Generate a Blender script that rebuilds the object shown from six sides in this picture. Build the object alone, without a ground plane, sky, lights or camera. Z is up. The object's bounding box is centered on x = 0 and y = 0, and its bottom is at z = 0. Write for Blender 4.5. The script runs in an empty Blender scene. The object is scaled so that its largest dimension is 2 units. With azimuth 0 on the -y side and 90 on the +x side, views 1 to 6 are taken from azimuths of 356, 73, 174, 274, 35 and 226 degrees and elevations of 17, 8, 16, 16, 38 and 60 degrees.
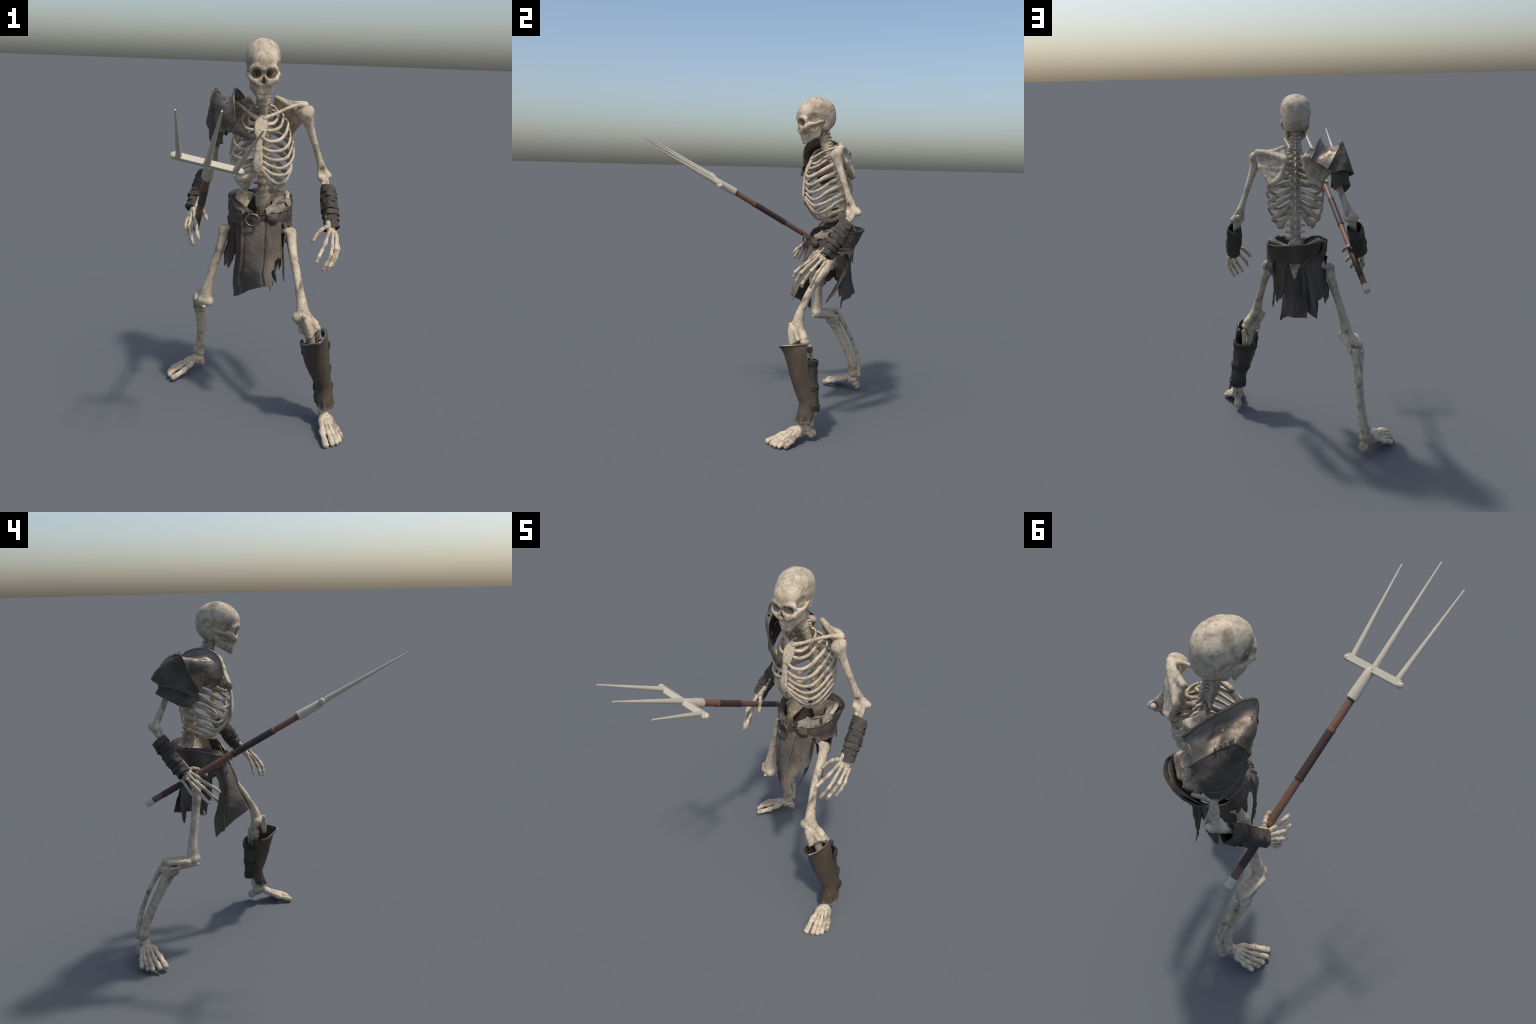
# Armoured skeleton warrior with a trident, built bone by bone.
# Bones are implicit (signed-distance) solids meshed with surface nets; ribs,
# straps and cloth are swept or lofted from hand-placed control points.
import bpy, bmesh, math, random
import numpy as np
from mathutils import Vector, Matrix

rng = random.Random(7)
V3 = lambda *a: np.array(a, dtype=np.float64)

# ------------------------------------------------------------------ noise
def vnoise(P, freq, seed=0):
    p = np.asarray(P, np.float64) * freq
    i = np.floor(p).astype(np.int64)
    f = p - i
    f = f * f * (3 - 2 * f)
    def h(a, b, c):
        n = (a * 73856093) ^ (b * 19349663) ^ (c * 83492791) ^ (seed * 2654435761)
        n = (n ^ (n >> 13)) * 1274126177
        n = n & 0x7fffffff
        return ((n ^ (n >> 16)) & 0xffff) / 32767.5 - 1.0
    x, y, z = i[..., 0], i[..., 1], i[..., 2]
    u, v, w = f[..., 0], f[..., 1], f[..., 2]
    l = lambda a, b, t: a + (b - a) * t
    return l(l(l(h(x, y, z), h(x + 1, y, z), u), l(h(x, y + 1, z), h(x + 1, y + 1, z), u), v),
             l(l(h(x, y, z + 1), h(x + 1, y, z + 1), u), l(h(x, y + 1, z + 1), h(x + 1, y + 1, z + 1), u), v), w)

def fbm(P, freq, seed=0):
    return vnoise(P, freq, seed) + .5 * vnoise(P, freq * 2.1, seed + 1) + .25 * vnoise(P, freq * 4.3, seed + 2)

# ------------------------------------------------------------------ implicit solids
def smin(a, b, k):
    if k <= 0:
        return np.minimum(a, b)
    h = np.maximum(k - np.abs(a - b), 0) / k
    return np.minimum(a, b) - h * h * k * .25

def smax(a, b, k):
    return -smin(-a, -b, k)

class Solid:
    """Ordered list of smooth unions and cuts."""
    def __init__(s, k=.01):
        s.k, s.ops, s.lo, s.hi = k, [], V3(9, 9, 9), V3(-9, -9, -9)
    def _bb(s, pts, r):
        for p in pts:
            s.lo = np.minimum(s.lo, np.array(p) - r)
            s.hi = np.maximum(s.hi, np.array(p) + r)
    def _put(s, f, k, cut):
        s.ops.append((f, s.k if k is None else k, cut))
        return s
    def cone(s, a, b, ra, rb=None, k=None, cut=False):
        a, b = np.array(a, float), np.array(b, float)
        rb = ra if rb is None else rb
        def f(P):
            d = b - a
            t = np.clip(((P - a) @ d) / max(d @ d, 1e-12), 0, 1)
            return np.linalg.norm(P - a - t[..., None] * d, axis=-1) - (ra + (rb - ra) * t)
        if not cut:
            s._bb((a, b), max(ra, rb))
        return s._put(f, k, cut)
    def path(s, pts, rad, k=None):
        """Smooth tapering limb: one primitive, so that its joints do not swell."""
        q = np.c_[np.array(pts, float), np.array(rad, float)]
        q = catmull(q, max(len(q), min(4 * (len(q) - 1) + 1, 22))) if len(q) > 2 else q
        def f(P):
            v = None
            for a, b in zip(q[:-1], q[1:]):
                d = b[:3] - a[:3]
                t = np.clip(((P - a[:3]) @ d) / max(d @ d, 1e-12), 0, 1)
                e = np.linalg.norm(P - a[:3] - t[..., None] * d, axis=-1) - (a[3] + (b[3] - a[3]) * t)
                v = e if v is None else np.minimum(v, e)
            return v
        s._bb(q[:, :3], q[:, 3].max())
        return s._put(f, k, False)
    def ell(s, c, r, rot=None, k=None, cut=False):
        c, r = np.array(c, float), np.array(r, float)
        R = np.eye(3) if rot is None else np.array(rot)
        def f(P):
            q = (P - c) @ R
            k0 = np.linalg.norm(q / r, axis=-1)
            k1 = np.linalg.norm(q / (r * r), axis=-1)
            return k0 * (k0 - 1) / np.maximum(k1, 1e-6)
        if not cut:
            s._bb((c,), max(r))
        return s._put(f, k, cut)
    def box(s, c, half, rnd, rot=None, k=None, cut=False):
        c, half = np.array(c, float), np.array(half, float) - rnd
        R = np.eye(3) if rot is None else np.array(rot)
        def f(P):
            q = np.abs((P - c) @ R) - half
            return np.linalg.norm(np.maximum(q, 0), axis=-1) + np.minimum(q.max(-1), 0) - rnd
        if not cut:
            s._bb((c,), np.linalg.norm(half) + rnd)
        return s._put(f, k, cut)
    def tri(s, a, b, c, r, k=None):
        a, b, c = (np.array(q, float) for q in (a, b, c))
        def f(P):
            n = np.cross(b - a, c - a)
            n = n / np.linalg.norm(n)
            def seg(p, q):
                d = q - p
                t = np.clip(((P - p) @ d) / (d @ d), 0, 1)
                return np.linalg.norm(P - p - t[..., None] * d, axis=-1)
            e = np.minimum(np.minimum(seg(a, b), seg(b, c)), seg(c, a))
            ins = np.ones(P.shape[:-1], bool)
            for p, q in ((a, b), (b, c), (c, a)):
                ins &= ((P - p) @ np.cross(n, q - p)) >= 0
            return np.where(ins, np.abs((P - a) @ n), e) - r
        s._bb((a, b, c), r)
        return s._put(f, k, False)
    def __call__(s, P):
        v = None
        for f, k, cut in s.ops:
            d = f(P)
            if v is None:
                v = d
            elif cut:
                v = smax(v, -d, k)
            else:
                v = smin(v, d, k)
        return v

def surface_nets(v, lo, h):
    s = v < 0
    n = np.array(v.shape) - 1
    cor = [(x, y, z) for x in (0, 1) for y in (0, 1) for z in (0, 1)]
    cnt = sum(s[x:x + n[0], y:y + n[1], z:z + n[2]].astype(np.int8) for x, y, z in cor)
    ci, cj, ck = np.nonzero((cnt > 0) & (cnt < 8))
    cv = {c: v[ci + c[0], cj + c[1], ck + c[2]] for c in cor}
    pos = np.zeros((len(ci), 3))
    num = np.zeros(len(ci))
    for c in cor:
        for ax in range(3):
            if c[ax]:
                continue
            e = list(c); e[ax] = 1; e = tuple(e)
            a, b = cv[c], cv[e]
            m = (a < 0) != (b < 0)
            t = np.where(m, a / np.where(m, a - b, 1), 0)
            p = np.tile(np.array(c, float), (len(ci), 1))
            p[:, ax] += t
            pos += p * m[:, None]
            num += m
    pos = (pos / num[:, None] + np.c_[ci, cj, ck]) * h + lo
    idm = np.full(n, -1, np.int64)
    idm[ci, cj, ck] = np.arange(len(ci))
    quads = []
    for ax in range(3):
        b, c = (ax + 1) % 3, (ax + 2) % 3
        st = np.moveaxis(s, (ax, b, c), (0, 1, 2))
        it = np.moveaxis(idm, (ax, b, c), (0, 1, 2))
        d = st[:-1] != st[1:]
        i, j, k = np.nonzero(d[:, 1:-1, 1:-1])
        j, k = j + 1, k + 1
        q = np.stack([it[i, j - 1, k - 1], it[i, j, k - 1], it[i, j, k], it[i, j - 1, k]], 1)
        fl = ~st[i, j, k]
        q[fl] = q[fl][:, ::-1]
        quads.append(q)
    return pos, np.concatenate(quads)

# ------------------------------------------------------------------ mesh helpers
def make_mesh(name, verts, faces, smooth=True):
    me = bpy.data.meshes.new(name)
    verts = np.asarray(verts, np.float32)
    if isinstance(faces, np.ndarray):
        me.vertices.add(len(verts))
        me.vertices.foreach_set('co', verts.ravel())
        nf, k = faces.shape
        me.loops.add(nf * k)
        me.loops.foreach_set('vertex_index', faces.astype(np.int32).ravel())
        me.polygons.add(nf)
        me.polygons.foreach_set('loop_start', np.arange(0, nf * k, k, dtype=np.int32))
        me.polygons.foreach_set('loop_total', np.full(nf, k, np.int32))
    else:
        me.from_pydata(verts.tolist(), [], faces)
    me.update(calc_edges=True)
    me.validate()
    if smooth:
        me.polygons.foreach_set('use_smooth', np.ones(len(me.polygons), bool))
    return me

def world_loc(o):
    return np.array(o['wl']) if o is not None and 'wl' in o else V3(0, 0, 0)

def add_obj(name, me, parent, mat, center=True):
    """Mesh given in world coordinates becomes a child with its origin at its middle."""
    c = V3(0, 0, 0)
    if center:
        co = np.empty(len(me.vertices) * 3, np.float32)
        me.vertices.foreach_get('co', co)
        co = co.reshape(-1, 3)
        c = ((co.min(0) + co.max(0)) / 2).astype(float)
        me.vertices.foreach_set('co', (co - c).astype(np.float32).ravel())
        me.update()
    ob = bpy.data.objects.new(name, me)
    bpy.context.collection.objects.link(ob)
    if mat is not None and not me.materials:
        me.materials.append(mat)
    ob['wl'] = c.tolist()
    ob.parent = parent
    ob.location = Vector(c - world_loc(parent))
    return ob

def place(name, me, parent, M, mat=None):
    """Instance of shared mesh data at world matrix M (parents are never rotated)."""
    ob = bpy.data.objects.new(name, me)
    bpy.context.collection.objects.link(ob)
    if mat is not None and not me.materials:
        me.materials.append(mat)
    ob.parent = parent
    ob['wl'] = list(M.translation)
    ob.matrix_local = Matrix.Translation(Vector(-world_loc(parent))) @ M
    return ob

def solid_mesh(name, S, h=.003, amp=.0012, freq=55, seed=1):
    lo = S.lo - 4 * h
    n = np.ceil((S.hi - S.lo) / h).astype(int) + 9
    g = np.meshgrid(*[lo[i] + h * np.arange(n[i]) for i in range(3)], indexing='ij')
    P = np.stack(g, -1)
    pos, q = surface_nets(S(P), lo, h)
    if amp:
        # push along the field gradient so that the surface is not machine-smooth
        e = h * .5
        gx = np.stack([S(pos + np.eye(3)[i] * e) - S(pos - np.eye(3)[i] * e) for i in range(3)], -1)
        gx /= np.maximum(np.linalg.norm(gx, axis=1, keepdims=True), 1e-6)
        pos = pos + gx * (amp * fbm(pos, freq, seed))[:, None]
    return make_mesh(name, pos, q)

def solid(name, S, parent, mat, **kw):
    return add_obj(name, solid_mesh(name, S, **kw), parent, mat)

def catmull(pts, n):
    p = np.asarray(pts, float)
    t = np.linspace(0, len(p) - 1, n)
    i = np.minimum(t.astype(int), len(p) - 2)
    f = (t - i)[:, None]
    g = lambda k: p[np.clip(k, 0, len(p) - 1)]
    p0 = np.where((i == 0)[:, None], 2 * g(i) - g(i + 1), g(i - 1))
    p3 = np.where((i + 2 > len(p) - 1)[:, None], 2 * g(i + 1) - g(i), g(i + 2))
    p1, p2 = g(i), g(i + 1)
    return .5 * (2 * p1 + (p2 - p0) * f + (2 * p0 - 5 * p1 + 4 * p2 - p3) * f ** 2 + (3 * p1 - p0 - 3 * p2 + p3) * f ** 3)

def sweep_mesh(name, pts, rad_a, rad_b, outward, n=40, seg=12, amp=0., seed=0, power=2.0):
    """Elliptical sweep; rad_a across the surface, rad_b along the 'outward' direction."""
    P = catmull(pts, n)
    ra = catmull(np.c_[rad_a, rad_b], n)
    T = np.gradient(P, axis=0)
    T /= np.linalg.norm(T, axis=1, keepdims=True)
    O = np.array([outward(p) for p in P])
    O -= (O * T).sum(1, keepdims=True) * T
    O /= np.linalg.norm(O, axis=1, keepdims=True)
    B = np.cross(T, O)
    a = np.linspace(0, 2 * np.pi, seg, endpoint=False)
    ca, sa = np.cos(a), np.sin(a)
    if power != 2:
        ca, sa = (np.sign(q) * np.abs(q) ** (2 / power) for q in (ca, sa))
    X = P[:, None] + B[:, None] * (ra[:, None, :1] * ca[None, :, None]) + O[:, None] * (ra[:, None, 1:] * sa[None, :, None])
    X = X.reshape(-1, 3)
    if amp:
        d = X - np.repeat(P, seg, 0)
        d /= np.maximum(np.linalg.norm(d, axis=1, keepdims=True), 1e-6)
        X = X + d * (amp * fbm(X, 60, seed))[:, None]
    faces = []
    for i in range(n - 1):
        for j in range(seg):
            k = (j + 1) % seg
            faces.append((i * seg + j, i * seg + k, (i + 1) * seg + k, (i + 1) * seg + j))
    m = len(X)
    X = np.vstack([X, P[0] - T[0] * ra[0].min() * .5, P[-1] + T[-1] * ra[-1].min() * .5])
    for j in range(seg):
        k = (j + 1) % seg
        faces.append((m, k, j))
        faces.append((m + 1, (n - 1) * seg + j, (n - 1) * seg + k))
    return make_mesh(name, X, faces)

def lathe_mesh(name, a, b, prof, seg=28):
    """Solid of revolution about a->b; prof = [(distance along, radius)], closed at the ends."""
    a, b = np.array(a, float), np.array(b, float)
    d = (b - a) / np.linalg.norm(b - a)
    u = np.cross(d, V3(0, 0, 1) if abs(d[2]) < .9 else V3(1, 0, 0)); u /= np.linalg.norm(u)
    w = np.cross(d, u)
    X, faces = [], []
    for t, r in prof:
        for j in range(seg):
            an = 2 * math.pi * j / seg
            X.append(a + d * t + (u * math.cos(an) + w * math.sin(an)) * r)
    n = len(prof)
    for i in range(n - 1):
        for j in range(seg):
            k = (j + 1) % seg
            faces.append((i * seg + j, i * seg + k, (i + 1) * seg + k, (i + 1) * seg + j))
    faces.append(tuple(range(seg))[::-1])
    faces.append(tuple((n - 1) * seg + j for j in range(seg)))
    me = make_mesh(name, X, faces, smooth=True)
    return me

def smooth_angle(ob, deg=35):
    me = ob.data
    bm = bmesh.new(); bm.from_mesh(me)
    bmesh.ops.recalc_face_normals(bm, faces=bm.faces)
    for e in bm.edges:
        if len(e.link_faces) == 2:
            e.smooth = e.calc_face_angle(0) < math.radians(deg)
    bm.to_mesh(me); bm.free()

def sheet_mesh(name, rows, nu=60, nv=50, hem=None, top=None, fold=None, keep=None, thick=.004, amp=.0, seed=0, flip=False):
    """Cloth / plate: control rows (top to bottom) of points; hem(u), top(u) trim the far and
    near edge; fold(u, v) pushes along the normal; keep(u, v) False leaves a hole."""
    R = np.array([catmull(r, nu) for r in rows])                 # rows x nu x 3
    G = np.array([catmull(R[:, j], 120) for j in range(nu)])     # nu x 120 x 3
    us = np.linspace(0, 1, nu)
    X = np.zeros((nv, nu, 3)); VV = np.zeros((nv, nu))
    for j, u in enumerate(us):
        v0 = top(u) if top else 0.
        v1 = hem(u) if hem else 1.
        vs = v0 + (v1 - v0) * np.linspace(0, 1, nv)
        VV[:, j] = vs
        t = np.clip(vs, 0, 1) * 119
        i = np.minimum(t.astype(int), 118)
        f = (t - i)[:, None]
        X[:, j] = G[j, i] * (1 - f) + G[j, i + 1] * f
        over = vs > 1
        if over.any():                                           # tips hang past the last row
            d = G[j, -1] - G[j, -30]
            X[over, j] = G[j, -1] + d * ((vs[over] - 1) * 4)[:, None]
    du = np.gradient(X, axis=1); dv = np.gradient(X, axis=0)
    N = np.cross(du, dv); N /= np.maximum(np.linalg.norm(N, axis=2, keepdims=True), 1e-9)
    if flip:
        N = -N
    if fold:
        X = X + N * fold(np.tile(us, (nv, 1)), VV)[..., None]
    if amp:
        X = X + N * (amp * fbm(X, 30, seed))[..., None]
    idx = np.arange(nv * nu).reshape(nv, nu)
    Xf, Nf = X.reshape(-1, 3), N.reshape(-1, 3)
    m = nv * nu
    verts = np.vstack([Xf + Nf * thick / 2, Xf - Nf * thick / 2])
    kp = np.ones((nv - 1, nu - 1), bool)
    if keep:
        uc = (us[:-1] + us[1:]) / 2
        for i in range(nv - 1):
            for j in range(nu - 1):
                kp[i, j] = keep(uc[j], (VV[i, j] + VV[i + 1, j]) / 2)
    faces = []
    ed = {}
    for i in range(nv - 1):
        for j in range(nu - 1):
            if not kp[i, j]:
                continue
            q = (idx[i, j], idx[i + 1, j], idx[i + 1, j + 1], idx[i, j + 1])
            if flip:
                q = q[::-1]
            faces.append(tuple(int(x) for x in q[::-1]))
            faces.append(tuple(int(x) + m for x in q))
            q = q[::-1]
            for a in range(4):
                e = (int(q[a]), int(q[(a + 1) % 4]))
                if (e[1], e[0]) in ed:
                    del ed[(e[1], e[0])]
                else:
                    ed[e] = 1
    for a, b in ed:
        faces.append((b, a, a + m, b + m))
    me = make_mesh(name, verts, faces)
    bm = bmesh.new(); bm.from_mesh(me)
    loose = [v for v in bm.verts if not v.link_faces]
    bmesh.ops.delete(bm, geom=loose, context='VERTS')
    bmesh.ops.recalc_face_normals(bm, faces=bm.faces)
    for e in bm.edges:
        if len(e.link_faces) == 2:
            e.smooth = e.calc_face_angle(0) < math.radians(40)
    bm.to_mesh(me); bm.free()
    return me

def ragged(points, jag=.03, n=23, seed=0):
    """Piecewise-linear hem through (u, length) with small random teeth."""
    r = random.Random(seed)
    ks = [p[0] for p in points]; vs = [p[1] for p in points]
    tu = [i / n for i in range(n + 1)]
    tj = [r.uniform(-jag, jag) for _ in tu]
    return lambda u: float(np.interp(u, ks, vs) + np.interp(u, tu, tj))

def frame(z, y=None):
    z = np.array(z, float); z /= np.linalg.norm(z)
    y = V3(0, 0, 1) if y is None else np.array(y, float)
    if abs(y @ z) > .95:
        y = V3(1, 0, 0)
    x = np.cross(y, z); x /= np.linalg.norm(x)
    return np.stack([x, np.cross(z, x), z], 1)      # columns

# ------------------------------------------------------------------ materials
def node_mat(name):
    m = bpy.data.materials.new(name)
    m.use_nodes = True
    nt = m.node_tree
    for n in list(nt.nodes):
        nt.nodes.remove(n)
    out = nt.nodes.new('ShaderNodeOutputMaterial')
    bs = nt.nodes.new('ShaderNodeBsdfPrincipled')
    nt.links.new(bs.outputs[0], out.inputs[0])
    return m, nt, bs

def N(nt, kind, **kw):
    n = nt.nodes.new(kind)
    for k, v in kw.items():
        if k in n.inputs.keys():
            n.inputs[k].default_value = v
        else:
            setattr(n, k, v)
    return n

def ramp(nt, fac, stops):
    r = nt.nodes.new('ShaderNodeValToRGB')
    el = r.color_ramp.elements
    while len(el) > 1:
        el.remove(el[-1])
    el[0].position, el[0].color = stops[0][0], (*stops[0][1], 1)
    for p, c in stops[1:]:
        e = el.new(p); e.color = (*c, 1)
    nt.links.new(fac, r.inputs[0])
    return r.outputs[0]

def mix(nt, fac, a, b, mode='MIX'):
    m = nt.nodes.new('ShaderNodeMix')
    m.data_type, m.blend_type = 'RGBA', mode
    for s, v in ((m.inputs[0], fac), (m.inputs[6], a), (m.inputs[7], b)):
        if isinstance(v, (int, float)):
            s.default_value = v
        elif isinstance(v, tuple):
            s.default_value = (*v, 1)
        else:
            nt.links.new(v, s)
    return m.outputs[2]

def noise(nt, vec, scale, detail=5, rough=.6, dist=0.):
    n = N(nt, 'ShaderNodeTexNoise', Scale=scale, Detail=detail, Roughness=rough, Distortion=dist)
    nt.links.new(vec, n.inputs['Vector'])
    return n.outputs[0]

def coords(nt, vary=True, scale=(1, 1, 1)):
    tc = nt.nodes.new('ShaderNodeTexCoord')
    mp = nt.nodes.new('ShaderNodeMapping')
    mp.inputs['Scale'].default_value = scale
    nt.links.new(tc.outputs['Object'], mp.inputs['Vector'])
    if vary:
        oi = nt.nodes.new('ShaderNodeObjectInfo')
        mu = N(nt, 'ShaderNodeMath', operation='MULTIPLY')
        mu.inputs[1].default_value = 11.0
        nt.links.new(oi.outputs['Random'], mu.inputs[0])
        nt.links.new(mu.outputs[0], mp.inputs['Location'])
    return mp.outputs[0]

def bump(nt, bs, h, strength, dist=.002):
    b = N(nt, 'ShaderNodeBump', Strength=strength, Distance=dist)
    nt.links.new(h, b.inputs['Height'])
    nt.links.new(b.outputs[0], bs.inputs['Normal'])

def bone_material(name='weathered_bone', pale=(.54, .450, .330), stain=(.17, .130, .082)):
    m, nt, bs = node_mat(name)
    v = coords(nt)
    big = noise(nt, v, 14, 6, .62, .6)
    c = ramp(nt, big, [(.30, stain), (.44, tuple(.35 * s + .65 * p for s, p in zip(stain, pale))), (.56, pale), (.75, tuple(min(1, p * 1.12) for p in pale))])
    mid = noise(nt, v, 55, 5, .65, .3)
    c = mix(nt, ramp(nt, mid, [(.36, (.55, .55, .55)), (.50, (0, 0, 0))]), c, (.20, .165, .12))
    fine = noise(nt, v, 190, 4, .6)
    c = mix(nt, ramp(nt, fine, [(.30, (.45, .45, .45)), (.42, (0, 0, 0))]), c, (.15, .125, .095))
    nt.links.new(c, bs.inputs['Base Color'])
    bs.inputs['Roughness'].default_value = .72
    bs.inputs['Specular IOR Level'].default_value = .3
    bump(nt, bs, mid, .35, .0015)
    return m

def cloth_material(name, a, b, c, scale=9, rough=.9, weave=0., streak=(1, 1, .25), spec=.2, bmp=.4):
    m, nt, bs = node_mat(name)
    v = coords(nt, True, streak)
    n1 = noise(nt, v, scale, 6, .62, .4)
    col = ramp(nt, n1, [(.30, a), (.50, b), (.72, c)])
    f = noise(nt, coords(nt, True), scale * 14, 4, .6)
    col = mix(nt, ramp(nt, f, [(.34, (.45, .45, .45)), (.5, (0, 0, 0))]), col, tuple(x * .55 for x in a))
    nt.links.new(col, bs.inputs['Base Color'])
    bs.inputs['Roughness'].default_value = rough
    bs.inputs['Specular IOR Level'].default_value = spec
    bump(nt, bs, f, bmp, .002)
    return m

def steel_material():
    m, nt, bs = node_mat('tarnished_steel')
    v = coords(nt)
    n1 = noise(nt, v, 8, 6, .6, .5)
    col = ramp(nt, n1, [(.32, (.07, .058, .047)), (.5, (.20, .165, .13)), (.7, (.31, .26, .205))])
    rust = noise(nt, v, 26, 5, .65, .3)
    col = mix(nt, ramp(nt, rust, [(.55, (0, 0, 0)), (.72, (.7, .7, .7))]), col, (.085, .060, .042))
    nt.links.new(col, bs.inputs['Base Color'])
    bs.inputs['Metallic'].default_value = .7
    r = ramp(nt, rust, [(.35, (.44, .44, .44)), (.7, (.68, .68, .68))])
    nt.links.new(r, bs.inputs['Roughness'])
    bump(nt, bs, rust, .25, .002)
    return m

def plain_material(name, col, var=.12, rough=.5, metal=0., scale=20, streak=(1, 1, 1)):
    m, nt, bs = node_mat(name)
    n1 = noise(nt, coords(nt, True, streak), scale, 5, .6)
    c = ramp(nt, n1, [(.3, tuple(x * (1 - var) for x in col)), (.7, tuple(min(1, x * (1 + var)) for x in col))])
    nt.links.new(c, bs.inputs['Base Color'])
    bs.inputs['Roughness'].default_value = rough
    bs.inputs['Metallic'].default_value = metal
    bs.inputs['Specular IOR Level'].default_value = .35
    return m

BONE = bone_material()
CLOTH = cloth_material('grimy_linen', (.060, .050, .040), (.105, .088, .072), (.160, .136, .112), 10)
BELT = cloth_material('old_belt_leather', (.040, .031, .025), (.080, .062, .049), (.150, .116, .092), 8, .7, spec=.35)
WRAP = cloth_material('dark_wrapping', (.036, .031, .026), (.064, .055, .047), (.102, .087, .073), 14, .85, streak=(1, 1, 1))
HIDE = cloth_material('pale_torn_hide', (.10, .085, .068), (.19, .165, .135), (.30, .26, .21), 12, .85)
GREAVE = cloth_material('greave_leather', (.032, .025, .017), (.053, .041, .027), (.092, .061, .034), 7, .48, streak=(1, 1, .3), spec=.5, bmp=.2)
STRAP = cloth_material('strap_leather', (.022, .019, .017), (.040, .035, .031), (.066, .057, .050), 16, .7, streak=(1, 1, 1), spec=.3)
PADDING = cloth_material('blackened_leather', (.044, .037, .029), (.082, .070, .055), (.135, .114, .088), 9, .72, streak=(1, 1, 1), spec=.25)
STEEL = steel_material()
EDGE = plain_material('worn_edge_metal', (.30, .26, .215), .3, .4, .8, 30)
IRON = plain_material('buckle_iron', (.17, .145, .115), .3, .42, .85, 40)
PALE = plain_material('pale_painted_metal', (.50, .445, .345), .05, .42, 0., 12)
WOOD = plain_material('red_brown_wood', (.150, .076, .050), .16, .5, 0., 30, (1, 1, 1))
GRIP = plain_material('dark_grip_wood', (.052, .032, .028), .22, .55, 0., 40, (1, 1, 1))

# ------------------------------------------------------------------ the figure
def empty(name):
    e = bpy.data.objects.new(name, None)
    bpy.context.collection.objects.link(e)
    e['wl'] = [0., 0., 0.]
    return e

SK = empty('skeleton_warrior')
SK['label'] = 'weathered striding skeleton wearing ragged loincloth and battered armour pieces'
SK['category'] = 'skeleton'

# ---- skull and jaw ---------------------------------------------------------
HX = .0115
def hd(sx, x, y, z):
    return (HX + sx * x, y, z)

S = Solid(.02)
S.ell((HX, .250, 1.906), (.0790, .1150, .0935), k=0)
S.ell((HX, .262, 1.872), (.0655, .1000, .0760), k=.03)
for sx in (-1, 1):
    S.ell(hd(sx, .028, .262, 1.926), (.0500, .080, .062), k=.025)       # parietal bosses square the dome
S.ell((HX, .303, 1.872), (.064, .056, .068), k=.025)
S.ell((HX, .182, 1.892), (.060, .058, .056), k=.025)                    # forehead
S.box((HX, .200, 1.815), (.040, .052, .040), .025, k=.02)              # inner face block
S.box((HX, .1735, 1.790), (.0320, .026, .048), .013, rot=frame((0, -.32, .95), (0, 1, .3)), k=.010)             # maxilla
for sx in (-1, 1):
    S.path([hd(sx, .004, .138, 1.862), hd(sx, .028, .138, 1.871), hd(sx, .052, .150, 1.866), hd(sx, .061, .162, 1.850)], [.013, .012, .011, .010], k=.012)   # brow
    S.path([hd(sx, .060, .160, 1.858), hd(sx, .062, .165, 1.838), hd(sx, .057, .163, 1.818)], [.010, .010, .014], k=.010)  # outer orbit rim
    S.path([hd(sx, .060, .168, 1.824), hd(sx, .047, .158, 1.810), hd(sx, .030, .156, 1.798)], [.013, .016, .016], k=.012)   # cheekbone body
    S.cone(hd(sx, .004, .146, 1.850), hd(sx, .010, .146, 1.815), .007, .008, .010)     # nasal wall
    S.ell(hd(sx, .050, .285, 1.828), (.021, .026, .030), k=.02)                      # mastoid
for sx in (-1, 1):
    S.ell(hd(sx, .096, .200, 1.852), (.040, .044, .046), k=.016, cut=True)           # temple hollow
for sx in (-1, 1):                                                       # cheek arch bridges the hollow
    S.path([hd(sx, .060, .168, 1.826), hd(sx, .074, .200, 1.834), hd(sx, .076, .235, 1.844), hd(sx, .068, .268, 1.855)], [.0125, .0090, .0080, .0095], k=.006)
    S.tri(hd(sx, .058, .166, 1.846), hd(sx, .058, .168, 1.812), hd(sx, .074, .206, 1.834), .0065, .006)
    S.cone(hd(sx, .0350, .118, 1.8390), hd(sx, .034, .152, 1.8380), .0235, .0225, .006, cut=True)
    S.cone(hd(sx, .0400, .125, 1.8360), hd(sx, .036, .182, 1.8380), .0205, .0150, .006, cut=True)
    S.cone(hd(sx, .0290, .125, 1.8430), hd(sx, .026, .180, 1.8420), .0180, .0130, .006, cut=True)
    S.cone(hd(sx, .0340, .150, 1.8390), hd(sx, .022, .210, 1.8400), .0170, .0110, .006, cut=True)
S.cone((HX - .003, .115, 1.8010), (HX - .002, .168, 1.8010), .0090, .0080, .003, cut=True)
S.cone((HX + .003, .115, 1.8010), (HX + .002, .168, 1.8010), .0090, .0080, .003, cut=True)
S.cone((HX, .115, 1.8120), (HX, .165, 1.8120), .0088, .0078, .004, cut=True)
S.cone((HX, .115, 1.8210), (HX, .155, 1.8200), .0062, .0055, .004, cut=True)
S.cone((HX - .022, .146, 1.951), (HX - .012, .150, 1.956), .003, .0015, .002, cut=True)   # small crack
skull = solid('skull', S, SK, BONE, h=.0024, amp=.0009, freq=38)

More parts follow.
